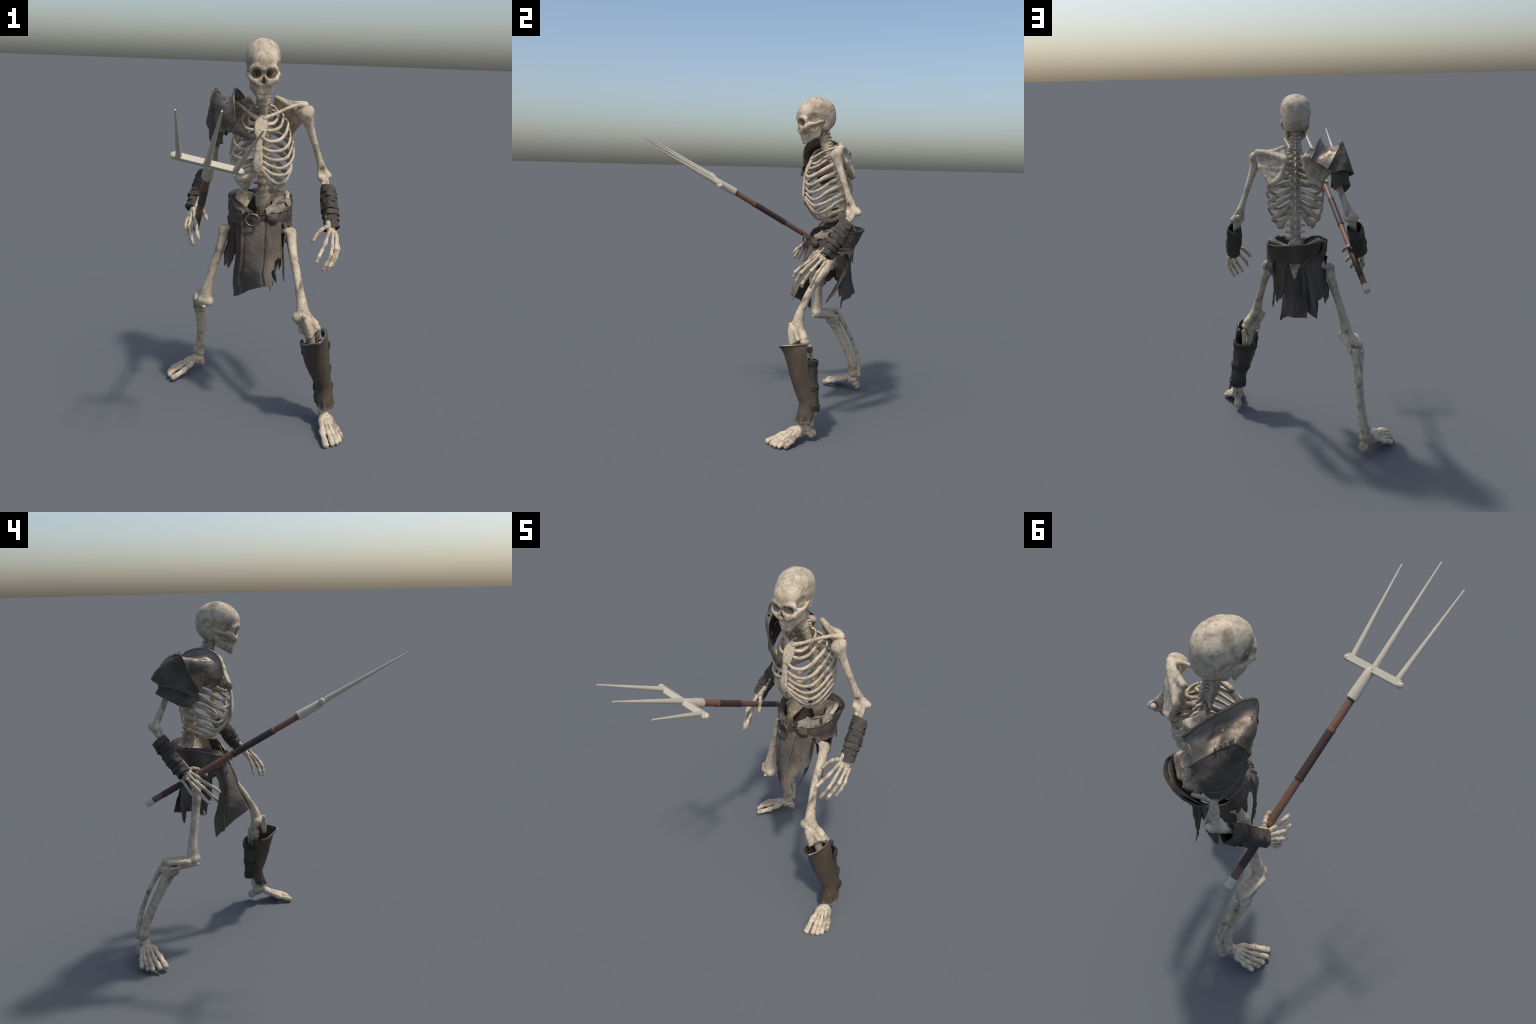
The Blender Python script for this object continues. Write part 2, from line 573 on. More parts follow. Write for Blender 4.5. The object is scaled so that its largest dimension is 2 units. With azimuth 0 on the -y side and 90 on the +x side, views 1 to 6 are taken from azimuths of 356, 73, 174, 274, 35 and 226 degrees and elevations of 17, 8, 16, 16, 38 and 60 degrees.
S = Solid(.008)
S.box((HX, .1800, 1.7345), (.0255, .0130, .0150), .011, rot=frame((0, -.32, .95), (0, 1, .3)), k=0)
for sx in (-1, 1):
    S.tri(hd(sx, .016, .178, 1.727), hd(sx, .020, .174, 1.742), hd(sx, .050, .243, 1.770), .0085, .003)
    S.tri(hd(sx, .020, .174, 1.742), hd(sx, .047, .232, 1.792), hd(sx, .051, .244, 1.770), .0085, .003)
    S.tri(hd(sx, .020, .174, 1.742), hd(sx, .030, .184, 1.772), hd(sx, .047, .230, 1.792), .0085, .003)
    S.tri(hd(sx, .047, .228, 1.790), hd(sx, .051, .247, 1.769), hd(sx, .060, .263, 1.848), .0080, .004)
    S.tri(hd(sx, .048, .236, 1.790), hd(sx, .056, .248, 1.842), hd(sx, .060, .262, 1.848), .0065, .004)
solid('jaw', S, skull, BONE, h=.0022, amp=.0006)

# ---- spine ---------------------------------------------------------------
SPINE = [(.015, .278, 1.815), (.018, .292, 1.770), (.023, .310, 1.705), (.028, .342, 1.640), (.035, .380, 1.570), (.040, .405, 1.500),
         (.043, .421, 1.430), (.045, .429, 1.360), (.047, .434, 1.280), (.049, .446, 1.220), (.051, .463, 1.165)]
spc = catmull(SPINE, 400)
def spine_at(z):
    i = int(np.argmin(abs(spc[:, 2] - z)))
    t = spc[max(i - 3, 0)] - spc[min(i + 3, 399)]
    return spc[i], t / np.linalg.norm(t)
back_ref = lambda p: V3(-.14, -.99, 0)
sub = spc[spc[:, 2] < 1.695][::18]
col = sweep_mesh('spine', sub, [.0235] * len(sub), [.0235] * len(sub), back_ref, n=90, seg=16)
spine = add_obj('spine', col, SK, BONE)
sub = spc[spc[:, 2] > 1.688][::10]
neck = add_obj('neck', sweep_mesh('neck', sub, [.0235] * len(sub), [.0235] * len(sub), back_ref, n=40, seg=16), SK, BONE)

def vertebra_mesh(name, r, half, tw, tl, spl, spd, rib=False):
    """Local frame: z up the column, +y to the back, x sideways."""
    S = Solid(.005)
    S.cone((0, 0, -half * .55), (0, 0, half * .55), r * .97, r * .97, 0)
    S.cone((0, 0, -half * .9), (0, 0, -half * .6), r * 1.08, r * 1.0, .004)
    S.cone((0, 0, half * .6), (0, 0, half * .9), r * 1.0, r * 1.08, .004)
    S.box((0, 0, half * 1.9), (.05, .05, half * .7), 0.0, k=.003, cut=True)
    S.box((0, 0, -half * 1.9), (.05, .05, half * .7), 0.0, k=.003, cut=True)
    for sx in (-1, 1):
        S.cone((sx * r * .5, r * .7, 0), (sx * tw, r * .9, tl), .0085, .0065, .006)
        S.cone((sx * r * .45, r * .9, half * .5), (sx * r * .5, r * 1.25, half * 1.0), .0065, .005, .005)
    S.cone((0, r * .9, 0), (0, r + spl * .5, spd * .3), .0075, .006, .006)
    S.cone((0, r + spl * .5, spd * .3), (0, r + spl, spd), .006, .0032, .005)
    S.cone((0, r + spl * .55, spd * .3 - .006), (0, r + spl * .95, spd - .004), .0045, .003, .005)
    return solid_mesh(name, S, h=.0022, amp=.0006)
CERV = vertebra_mesh('vertebra_cervical', .0245, .0080, .028, -.002, .022, -.010)
THOR = vertebra_mesh('vertebra_thoracic', .0240, .0155, .038, .008, .032, -.024)
LUMB = vertebra_mesh('vertebra_lumbar', .0275, .0180, .0480, .0, .024, -.008)
def put_vertebra(me, z, parent, s=1.0):
    p, t = spine_at(z)
    zc = Vector(t).normalized()
    yc = Vector((.14, .99, 0)); yc = (yc - zc * yc.dot(zc)).normalized()
    xc = yc.cross(zc)
    M = Matrix((xc, yc, zc)).transposed().to_4x4()
    M.translation = Vector(p)
    place('vertebra', me, parent, M @ Matrix.Scale(s, 4), BONE)
for i in range(6):
    put_vertebra(CERV, 1.800 - i * .0195, neck, 1.0 + .02 * i)
for i in range(9):
    put_vertebra(THOR, 1.682 - i * .0345, spine, .92 + .014 * i)
for i in range(6):
    put_vertebra(LUMB, 1.376 - i * .0385, spine, .98 + .02 * i)

# ---- rib cage --------------------------------------------------------------
MID0, MIDN = V3(.010, .190, 0), V3(.990, -.139, 0)         # body's mirror plane
def mirror(p):
    p = np.array(p, float)
    return p - 2 * ((p - MID0) @ MIDN) * MIDN
RIBS = [
 [(.045, .332, 1.690), (.082, .335, 1.676), (.100, .300, 1.650), (.094, .262, 1.630), (.080, .239, 1.609), (.057, .226, 1.601), (.024, .222, 1.603)],
 [(.048, .348, 1.668), (.098, .368, 1.650), (.128, .335, 1.640), (.126, .290, 1.630), (.112, .237, 1.595), (.079, .208, 1.575), (.024, .206, 1.572)],
 [(.052, .368, 1.645), (.108, .393, 1.628), (.146, .355, 1.612), (.153, .300, 1.592), (.139, .241, 1.559), (.119, .213, 1.538), (.090, .193, 1.523), (.048, .188, 1.524), (.014, .186, 1.542)],
 [(.055, .384, 1.613), (.116, .412, 1.598), (.160, .375, 1.572), (.168, .310, 1.545), (.160, .249, 1.516), (.141, .214, 1.492), (.103, .196, 1.475), (.055, .190, 1.475), (.014, .187, 1.494)],
 [(.058, .400, 1.585), (.120, .430, 1.563), (.168, .395, 1.535), (.182, .330, 1.510), (.179, .285, 1.490), (.167, .251, 1.465), (.148, .218, 1.441), (.110, .198, 1.430), (.065, .195, 1.432), (.020, .190, 1.452)],
 [(.060, .412, 1.543), (.122, .440, 1.524), (.172, .410, 1.495), (.192, .350, 1.474), (.189, .312, 1.457), (.181, .264, 1.433), (.156, .233, 1.403), (.114, .213, 1.386), (.064, .200, 1.398), (.020, .190, 1.424)],
 [(.062, .420, 1.501), (.124, .446, 1.476), (.170, .420, 1.446), (.188, .365, 1.425), (.182, .319, 1.403), (.172, .273, 1.379), (.150, .233, 1.357), (.120, .217, 1.350), (.082, .210, 1.358), (.053, .200, 1.374), (.016, .190, 1.398)],
 [(.064, .427, 1.462), (.124, .450, 1.437), (.165, .425, 1.408), (.184, .370, 1.388), (.183, .326, 1.368), (.171, .295, 1.340), (.151, .262, 1.317), (.115, .240, 1.306), (.082, .224, 1.319), (.059, .209, 1.340), (.018, .188, 1.384)],
 [(.065, .430, 1.419), (.115, .448, 1.388), (.150, .425, 1.348), (.170, .375, 1.330), (.168, .330, 1.315), (.145, .290, 1.288), (.108, .262, 1.276), (.066, .224, 1.315), (.032, .196, 1.358)],
 [(.066, .433, 1.383), (.098, .440, 1.345), (.122, .415, 1.303), (.138, .370, 1.286), (.132, .330, 1.268), (.105, .292, 1.260), (.080, .248, 1.290), (.058, .218, 1.322)],
]
def cage_out(p):
    c, _ = spine_at(p[2] + .02)
    c = c * .45 + V3(.01, .20, p[2]) * .55
    return V3(p[0] - c[0], (p[1] - c[1]), .25 * (p[2] - 1.45))

STERN = [(.018, .228, 1.640), (.013, .215, 1.605), (.008, .198, 1.560), (.005, .187, 1.510), (.003, .182, 1.460), (.001, .182, 1.415), (-.001, .188, 1.380), (-.003, .197, 1.342)]
sternum = add_obj('sternum', sweep_mesh('sternum', STERN, [.019, .032, .029, .0165, .019, .024, .019, .004], [.009, .009, .0085, .0075, .007, .007, .007, .004],
                                        lambda p: V3(-.14, -.95, .25), n=60, seg=20, amp=.0014, seed=5, power=2.6), SK, BONE)
for i, r in enumerate(RIBS):
    n = len(r)
    wid = [.0070, .0105, .0118, .0122, .0115] + [.0098] * (n - 8) + [.0092, .0086, .0078] if n > 8 else [.0070, .0100, .0108] + [.0098] * (n - 5) + [.0088, .0078]
    if i in (6, 7):
        wid = [.0080, .0120, .0140, .0142, .0130] + [.0098] * (n - 8) + [.0092, .0086, .0078]
    if i in (0, 1):
        wid = [.0065] + [.0085] * (n - 2) + [.007]
    if i == 9:
        wid = [.007, .013, .017, .017, .016, .016, .014, .008]
    if i == 8:
        wid = [.007, .012, .014, .014, .013, .013, .013, .011, .008]
    thk = [.0055] + [.0060] * (n - 2) + [.006]
    for side in (0, 1):
        pts = [mirror(p) if side else np.array(p) for p in r]
        out = (lambda p: mirror(mirror(p) * 1.0) * 0 + (cage_out(mirror(p)) - 2 * (cage_out(mirror(p)) @ MIDN) * MIDN)) if side else cage_out
        j = random.Random(i * 2 + side)
        pts = [pts[0]] + [p + V3(j.uniform(-.0015, .0015), j.uniform(-.0015, .0015), j.uniform(-.0015, .0015)) for p in pts[1:-1]] + [pts[-1]]
        add_obj('rib', sweep_mesh('rib', pts, wid, thk, out, n=64, seg=12, amp=.0009, seed=i), sternum, BONE)

# ---- shoulder girdle -----------------------------------------------------
CLAV = [(.028, .222, 1.628), (.085, .236, 1.652), (.140, .262, 1.676), (.185, .288, 1.690), (.222, .310, 1.694)]
def clavicle(pts):
    S = Solid(.008)
    S.path(pts, [.0125, .0088, .0085, .0095, .012])
    solid('collarbone', S, SK, BONE, h=.0026)
clavicle(CLAV)
clavicle([(-.012, .232, 1.628), (-.050, .256, 1.652), (-.090, .296, 1.680), (-.125, .350, 1.695), (-.140, .400, 1.702)])

def scapula(tip, med, med2, med3, low, lat, gle, acr, root, roll):
    """tip: upper inner corner, med*: inner border, low: lower corner, lat: outer border, gle: socket, acr: shoulder roof"""
    tip, med, med2, med3, low, lat, gle, acr, root = (np.array(q, float) for q in (tip, med, med2, med3, low, lat, gle, acr, root))
    S = Solid(.014)
    for a, b, c in ((tip, med, gle), (med, med2, lat), (med, lat, gle), (med2, med3, lat), (med3, low, lat)):
        S.tri(a, b, c, .0080)
    S.path([tip, med, med2, med3, low], [.0030, .0085, .0100, .0110, .0130], k=.014)
    S.path([low, lat, gle], [.0130, .0125, .018], k=.014)
    S.tri(tip, acr, med * .6 + gle * .4, .0050)
    S.tri(tip, root, gle, .0065)
    S.tri(med, root, acr, .0080)
    S.path([tip, root, gle], [.0030, .0065, .014], k=.014)
    S.path([med, (root + acr) / 2 + V3(0, roll, 0), acr], [.009, .013, .015], k=.020)
    S.cone(acr, acr + V3(-.03 * np.sign(acr[0]), -.02, .002), .013, .010, .01)
    S.ell(gle, (.021, .021, .026), k=.012)
    solid('shoulder_blade', S, SK, BONE, h=.003, amp=.0009, freq=40)
scapula((.097, .373, 1.720), (.092, .422, 1.662), (.104, .438, 1.612), (.132, .440, 1.560), (.176, .428, 1.530), (.222, .362, 1.612), (.222, .322, 1.655), (.236, .322, 1.692), (.160, .358, 1.694), .018)
scapula((-.040, .404, 1.712), (-.004, .454, 1.668), (-.008, .474, 1.618), (-.034, .480, 1.560), (-.086, .474, 1.530), (-.136, .466, 1.600), (-.124, .445, 1.650), (-.140, .440, 1.682), (-.078, .418, 1.682), .004)

# ---- arms ------------------------------------------------------------------
def humerus(head, elbow, hinge, fwd, tub):
    head, elbow, hinge, fwd, tub = (np.array(q, float) for q in (head, elbow, hinge, fwd, tub))
    hinge /= np.linalg.norm(hinge)
    d = elbow - head
    S = Solid(.02)
    S.ell(head, (.030, .033, .030), k=0)
    S.ell(head + tub, (.022, .026, .026), k=.02)
    S.path([head + d * .02, head + d * .10, head + d * .20, head + d * .35, head + d * .6, head + d * .80, head + d * .93], [.030, .029, .0225, .0185, .0160, .0175, .020])
    S.cone(elbow - hinge * .026, elbow + hinge * .026, .019, .018, .016)
    S.tri(head + d * .76, elbow - hinge * .036, elbow + hinge * .036, .0115, .014)
    S.ell(head + d * .91 + fwd * .024, (.012, .010, .022), k=.014, cut=True)
    S.ell(head + d * .91 - fwd * .026, (.013, .011, .024), k=.014, cut=True)
    return solid('upper_arm_bone', S, SK, BONE, h=.003, amp=.0007, freq=40)
E_L, E_R = V3(.365, .359, 1.326), V3(-.238, .578, 1.354)
humL = humerus((.240, .288, 1.652), E_L, (.77, .64, .06), (-.25, -.85, 0), (.018, .008, .014))
humR = humerus((-.136, .452, 1.662), E_R, (.85, .45, .0), (-.3, -.9, 0), (-.014, .008, .008))

def forearm(elbow, wrist, side, arm):
    elbow, wrist, side = (np.array(q, float) for q in (elbow, wrist, side))
    d = wrist - elbow
    u = elbow - d / np.linalg.norm(d) * .012
    back = V3(0, .012, .004)
    S = Solid(.012)
    S.cone(u + back * 1.1 + V3(0, .002, .004), elbow + d * .14 + back * .6, .0155, .016, 0)
    S.path([elbow + d * .10 + back * .5 - side * .006, elbow + d * .5 - side * .012, wrist - side * .014], [.015, .011, .011])
    S.ell(u + V3(0, -.002, -.010), (.024, .024, .017), k=.012)
    solid('ulna', S, arm, BONE, h=.003)
    S = Solid(.010)
    S.path([elbow + d * .05 + side * .014 + V3(0, -.010, 0), elbow + d * .16 + side * .013, elbow + d * .5 + side * .014, wrist + side * .012], [.0155, .011, .0115, .0165])
    S.ell(elbow + d * .05 + side * .014 + V3(0, -.010, 0), (.0165, .0165, .013), k=.006)
    solid('radius', S, arm, BONE, h=.003)
W_L, W_R = V3(.386, .172, 1.095), V3(-.321, .398, 1.132)
forearm(E_L, W_L, (-.85, -.2, .1), humL)
forearm(E_R, W_R, (.75, -.4, .1), humR)

# ---- hands -----------------------------------------------------------------
def phalanx_mesh(name, L, r0, rm, r1, tip=False):
    S = Solid(.006)
    S.cone((0, 0, r0 * .2), (0, 0, L * .3), r0, rm, 0)
    S.cone((0, 0, L * .25), (0, 0, L * .72), rm, rm)
    if tip:
        S.cone((0, 0, L * .65), (0, 0, L - .002), rm, .0022)
    else:
        S.cone((0, 0, L * .7), (0, 0, L - r1 * .4), rm, r1)
        S.ell((0, 0, L - r1 * .5), (r1 * 1.12, r1, r1 * .95), k=.003)
    S.ell((0, 0, r0 * .35), (r0 * 1.1, r0 * 1.02, r0 * .9), k=.003)
    return solid_mesh(name, S, h=.0014, amp=.0004, freq=120)
FING = phalanx_mesh('finger_bone', .045, .0086, .0066, .0082)
FTIP = phalanx_mesh('finger_tip_bone', .042, .0078, .0062, .004, True)
META = phalanx_mesh('hand_bone', .070, .0088, .0064, .0092)
TOE = phalanx_mesh('toe_bone', .035, .0100, .0080, .0096)
TTIP = phalanx_mesh('toe_tip_bone', .024, .0100, .0088, .0092)
MTAR = phalanx_mesh('foot_bone', .060, .0105, .0080, .0112)
LEN = {FING.name: .045, FTIP.name: .042, META.name: .070, TOE.name: .035, TTIP.name: .024, MTAR.name: .060}
def chain(pts, kinds, parent, scale=1.0, name='finger_bone', taper=.0):
    for i, me in enumerate(kinds):
        a, b = Vector(pts[i]), Vector(pts[i + 1])
        q = (b - a).to_track_quat('Z', 'Y').to_matrix().to_4x4()
        q.translation = a
        s = scale * (1.16 if name == 'finger_bone' else 1.0)
        M = q @ Matrix.Diagonal((s, s, (b - a).length / LEN[me.name] * (1.05 if i + 1 < len(kinds) else 1.0), 1))
        place(name, me, parent, M, BONE)

def carpals(wrist, knuckles, arm):
    S = Solid(.006)
    r = random.Random(3)
    w = np.array(wrist)
    k = [np.array(q, float) for q in knuckles]
    for q in k:
        S.ell(w * .35 + q * .65, (.0130, .0130, .0125), k=.004)
        S.ell(w * .75 + q * .25 + V3(r.uniform(-.004, .004), 0, r.uniform(-.003, .003)), (.0125, .0125, .0115), k=.004)
    return solid('hand', S, SK, BONE, h=.002, amp=.0009, freq=90)

LK = [(.359, .152, 1.106), (.373, .139, 1.089), (.391, .142, 1.083), (.411, .153, 1.067), (.418, .173, 1.053)]
handL = carpals(W_L, LK, None)
chain([LK[0], (.332, .144, 1.093), (.304, .130, 1.064), (.283, .118, 1.031)], [FING, FING, FTIP], handL, 1.12)
chain([LK[1], (.346, .086, 1.037), (.329, .060, 1.012), (.311, .037, .984), (.296, .031, .945)], [META, FING, FING, FTIP], handL)
chain([LK[2], (.382, .081, 1.025), (.372, .050, .988), (.346, .033, .939), (.330, .036, .908)], [META, FING, FING, FTIP], handL)
chain([LK[3], (.405, .098, 1.005), (.392, .077, .968), (.372, .060, .927), (.362, .060, .901)], [META, FING, FING, FTIP], handL)
chain([LK[4], (.423, .128, .998), (.411, .112, .957), (.386, .099, .899)], [META, FING, FTIP], handL, .92)
RK = [(-.300, .386, 1.141), (-.321, .380, 1.128), (-.330, .384, 1.112), (-.340, .400, 1.104), (-.340, .422, 1.090)]
handR = carpals(W_R, RK, None)
chain([RK[0], (-.287, .370, 1.142), (-.271, .347, 1.131), (-.257, .322, 1.109), (-.247, .300, 1.087)], [FING, FING, FING, FTIP], handR, 1.05)
chain([RK[1], (-.316, .345, 1.102), (-.306, .305, 1.065), (-.298, .258, 1.034), (-.286, .224, 1.003)], [META, FING, FING, FTIP], handR)
chain([RK[2], (-.336, .350, 1.080), (-.341, .315, 1.053), (-.328, .272, 1.005), (-.313, .238, .963)], [META, FING, FING, FTIP], handR)
chain([RK[3], (-.354, .370, 1.075), (-.362, .343, 1.050), (-.348, .312, .995), (-.335, .277, .953)], [META, FING, FING, FTIP], handR)
chain([RK[4], (-.361, .376, 1.027), (-.353, .353, .990), (-.343, .331, .957)], [META, FING, FTIP], handR, .95)

# ---- pelvis ----------------------------------------------------------------
S = Solid(.014)
def wing(crest, asis, psis, acet, pub, sit):
    S.tri(crest, asis, acet, .0065); S.tri(crest, psis, acet, .0065)
    S.path([asis, (np.array(asis) + np.array(crest)) / 2 + V3(0, 0, .006), crest, psis], [.009, .008, .011, .008])
    S.ell(acet, (.033, .033, .033))
    S.path([acet, pub], [.017, .014]); S.path([acet, sit, pub], [.019, .016, .010])
wing((.176, .440, 1.218), (.182, .330, 1.165), (.105, .490, 1.190), (.140, .335, 1.055), (.025, .270, 1.030), (.095, .370, .985))
wing((-.075, .478, 1.212), (-.108, .385, 1.160), (.000, .505, 1.190), (-.100, .378, 1.045), (.005, .275, 1.030), (-.045, .395, .980))
S.path([(.052, .466, 1.190), (.055, .466, 1.130), (.058, .470, 1.095)], [.042, .038, .022], k=.02)
S.tri((.090, .486, 1.104), (.028, .486, 1.104), (.064, .500, 1.006), .0055, .008)
solid('pelvis', S, SK, BONE, h=.0036, amp=.0016)

# ---- legs ------------------------------------------------------------------
# left (armoured) leg
S = Solid(.016)
hL = V3(.138, .322, 1.050)
S.ell(hL, (.026, .026, .026), k=0)
S.cone(hL, (.186, .296, 1.036), .0165, .0195)
S.ell((.203, .299, 1.030), (.0235, .026, .030))
S.ell((.182, .312, .985), (.015, .015, .018))
S.path([(.198, .288, 1.012), (.203, .258, .960), (.212, .207, .905), (.222, .165, .850), (.234, .128, .785), (.247, .096, .720), (.253, .082, .668)], [.026, .0245, .0225, .0215, .0220, .0265, .034])
S.cone((.226, .072, .642), (.268, .082, .648), .025, .026, .016)
S.path([(.224, .080, .640), (.246, .094, .606), (.266, .100, .588)], [.023, .022, .022], k=.012)       # long, drawn-out condyles
S.path([(.274, .080, .644), (.302, .094, .612), (.322, .098, .592)], [.026, .025, .024], k=.012)
S.path([(.250, .058, .652), (.285, .066, .606), (.302, .074, .588)], [.020, .020, .018], k=.012)
S.cone((.246, .132, .650), (.296, .126, .590), .008, .008, .010, cut=True)
legL = solid('thigh_bone', S, SK, BONE, h=.0034, amp=.0008, freq=36)
S = Solid(.008)
S.path([(.256, .034, .664), (.274, .028, .615), (.292, .034, .556)], [.009, .013, .016], k=0)
S.tri((.258, .036, .662), (.288, .034, .552), (.330, .060, .590), .0100)
S.tri((.258, .036, .662), (.300, .060, .630), (.330, .060, .590), .0100)
S.tri((.246, .052, .640), (.258, .036, .662), (.286, .036, .552), .0090)
solid('kneecap', S, legL, BONE, h=.003, amp=.0008)
S = Solid(.014)
S.ell((.262, .100, .562), (.024, .028, .018), k=0)
S.ell((.332, .100, .574), (.023, .028, .018))
S.cone((.265, .098, .562), (.330, .098, .570), .020, .020)
S.path([(.298, .092, .548), (.306, .096, .500), (.330, .105, .400), (.362, .112, .290), (.388, .108, .190), (.398, .104, .135)], [.030, .024, .0205, .019, .021, .026])
S.ell((.380, .098, .118), (.017, .020, .020))
S.box((.396, .100, .085), (.05, .05, .018), .0, k=.004, cut=True)
solid('shin_bone', S, legL, BONE, h=.0034, amp=.0008)
S = Solid(.01)
S.path([(.345, .128, .545), (.352, .140, .440), (.385, .142, .280), (.418, .128, .150), (.424, .122, .105)], [.015, .010, .010, .012, .015])
solid('calf_bone', S, legL, BONE, h=.003)

# right (bare) leg: the knee is drawn out backwards as on the original
S = Solid(.016)
hR = V3(-.100, .372, 1.045)
S.ell(hR, (.026, .026, .026), k=0)
S.cone(hR, (-.148, .382, 1.026), .0165, .0195)
S.ell((-.163, .383, 1.018), (.0235, .027, .030))
S.ell((-.146, .396, .975), (.014, .014, .018))
S.path([(-.160, .381, .995), (-.172, .382, .940), (-.184, .384, .895), (-.207, .391, .820), (-.229, .399, .740), (-.243, .405, .685), (-.252, .406, .640), (-.254, .404, .612)], [.026, .0250, .0240, .0230, .0235, .0275, .032, .034])
S.ell((-.232, .392, .594), (.024, .026, .024), k=.014)
S.ell((-.274, .402, .602), (.028, .030, .026), k=.014)
S.path([(-.228, .408, .596), (-.240, .460, .584), (-.254, .514, .572)], [.022, .019, .020], k=.010)
S.tri((-.262, .415, .606), (-.302, .560, .598), (-.266, .545, .600), .0150, .010)
S.tri((-.262, .415, .606), (-.306, .425, .600), (-.304, .556, .594), .0150, .010)
S.cone((-.250, .430, .634), (-.268, .560, .616), .006, .006, .010, cut=True)
legR = solid('thigh_bone', S, SK, BONE, h=.0034, amp=.0008, freq=36)
S = Solid(.006)
S.tri((-.262, .378, .572), (-.322, .520, .566), (-.280, .500, .545), .0080)
S.tri((-.262, .378, .572), (-.322, .520, .566), (-.305, .420, .585), .0065)
S.tri((-.250, .390, .572), (-.262, .378, .572), (-.280, .500, .545), .0075)
solid('kneecap', S, legR, BONE, h=.0026, amp=.0006)
S = Solid(.016)
S.ell((-.262, .530, .556), (.024, .034, .024), k=0)
S.ell((-.308, .545, .558), (.025, .036, .026))
S.ell((-.276, .500, .530), (.018, .016, .024))
S.path([(-.290, .536, .540), (-.294, .552, .500), (-.288, .588, .430), (-.285, .623, .360), (-.285, .662, .280), (-.290, .694, .200), (-.300, .708, .150)], [.038, .034, .0280, .0260, .0255, .0275, .033])
S.ell((-.284, .702, .122), (.018, .022, .020))
S.ell((-.314, .714, .125), (.018, .020, .017))
solid('shin_bone', S, legR, BONE, h=.0034, amp=.0009)
S = Solid(.01)
S.path([(-.274, .572, .566), (-.272, .616, .500), (-.279, .645, .450), (-.272, .670, .400), (-.267, .691, .350), (-.266, .711, .300), (-.268, .728, .250), (-.280, .742, .180), (-.288, .746, .120)], [.021, .0150, .0130, .0125, .0125, .0130, .0145, .017, .020])
solid('calf_bone', S, legR, BONE, h=.003, amp=.0007)

# ---- feet ------------------------------------------------------------------
def foot(heel, ankle, mid, bases, mtps, ips, tips):
    S = Solid(.008)
    heel, ankle, mid = (np.array(q, float) for q in (heel, ankle, mid))
    S.ell(heel, (.0245, .0245, .028), k=0)
    S.cone(heel + V3(0, 0, .006), ankle * .55 + mid * .45 + V3(0, 0, -.022), .020, .020, .012)
    S.ell(ankle + V3(0, 0, -.006), (.029, .030, .022), k=.01)
    S.ell(ankle * .5 + mid * .5 + V3(0, 0, .0), (.025, .025, .022), k=.007)
    B = [np.array(b, float) for b in bases]
    for i, b in enumerate(B):
        r = .0195 if i == 0 else .0140
        S.ell(b * .85 + mid * .15, (r, r, r), k=.005)
        S.ell(b * .5 + mid * .5, (r * 1.1, r * 1.1, r), k=.005)
    for t in (.25, .75):
        S.ell(ankle * (1 - t) + mid * t + V3(0, 0, .006), (.026, .026, .022), k=.006)
    f = solid('foot', S, SK, BONE, h=.0024, amp=.0016, freq=80)
    for i in range(5):
        sc = 1.68 if i == 0 else (1.36 if i == 4 else 1.12)
        chain([bases[i], mtps[i]], [MTAR], f, sc, 'toe_bone')
        chain([mtps[i], ips[i], tips[i]], [TOE, TTIP], f, 1.55 if i == 0 else (1.34 if i == 4 else 1.26), 'toe_bone')
lerp = lambda a, b, t: tuple(np.array(a) * (1 - t) + np.array(b) * t)
foot((.404, .136, .042), (.400, .100, .088), (.402, .058, .080),
     [(.382, .018, .066), (.398, .014, .072), (.412, .020, .073), (.424, .032, .071), (.434, .048, .066)],
     [(.379, -.050, .038), (.408, -.046, .040), (.430, -.040, .040), (.449, -.026, .036), (.464, -.010, .032)],
     [(.383, -.104, .021), (.417, -.088, .028), (.441, -.078, .027), (.459, -.060, .024), (.474, -.036, .021)],
     [(.386, -.133, .013), (.422, -.117, .011), (.447, -.106, .011), (.465, -.086, .011), (.480, -.055, .012)])
foot((-.286, .738, .044), (-.298, .712, .094), (-.334, .692, .088),
     [(-.350, .642, .072), (-.360, .662, .082), (-.366, .680, .084), (-.368, .697, .080), (-.366, .711, .076)],
     [(-.394, .599, .047), (-.424, .626, .056), (-.432, .650, .054), (-.432, .676, .050), (-.422, .700, .044)],
     [(-.432, .569, .034), (-.456, .600, .048), (-.463, .632, .044), (-.462, .660, .040), (-.450, .692, .036)],
     [(-.455, .551, .024), (-.476, .582, .027), (-.482, .622, .022), (-.479, .650, .023), (-.467, .686, .024)])

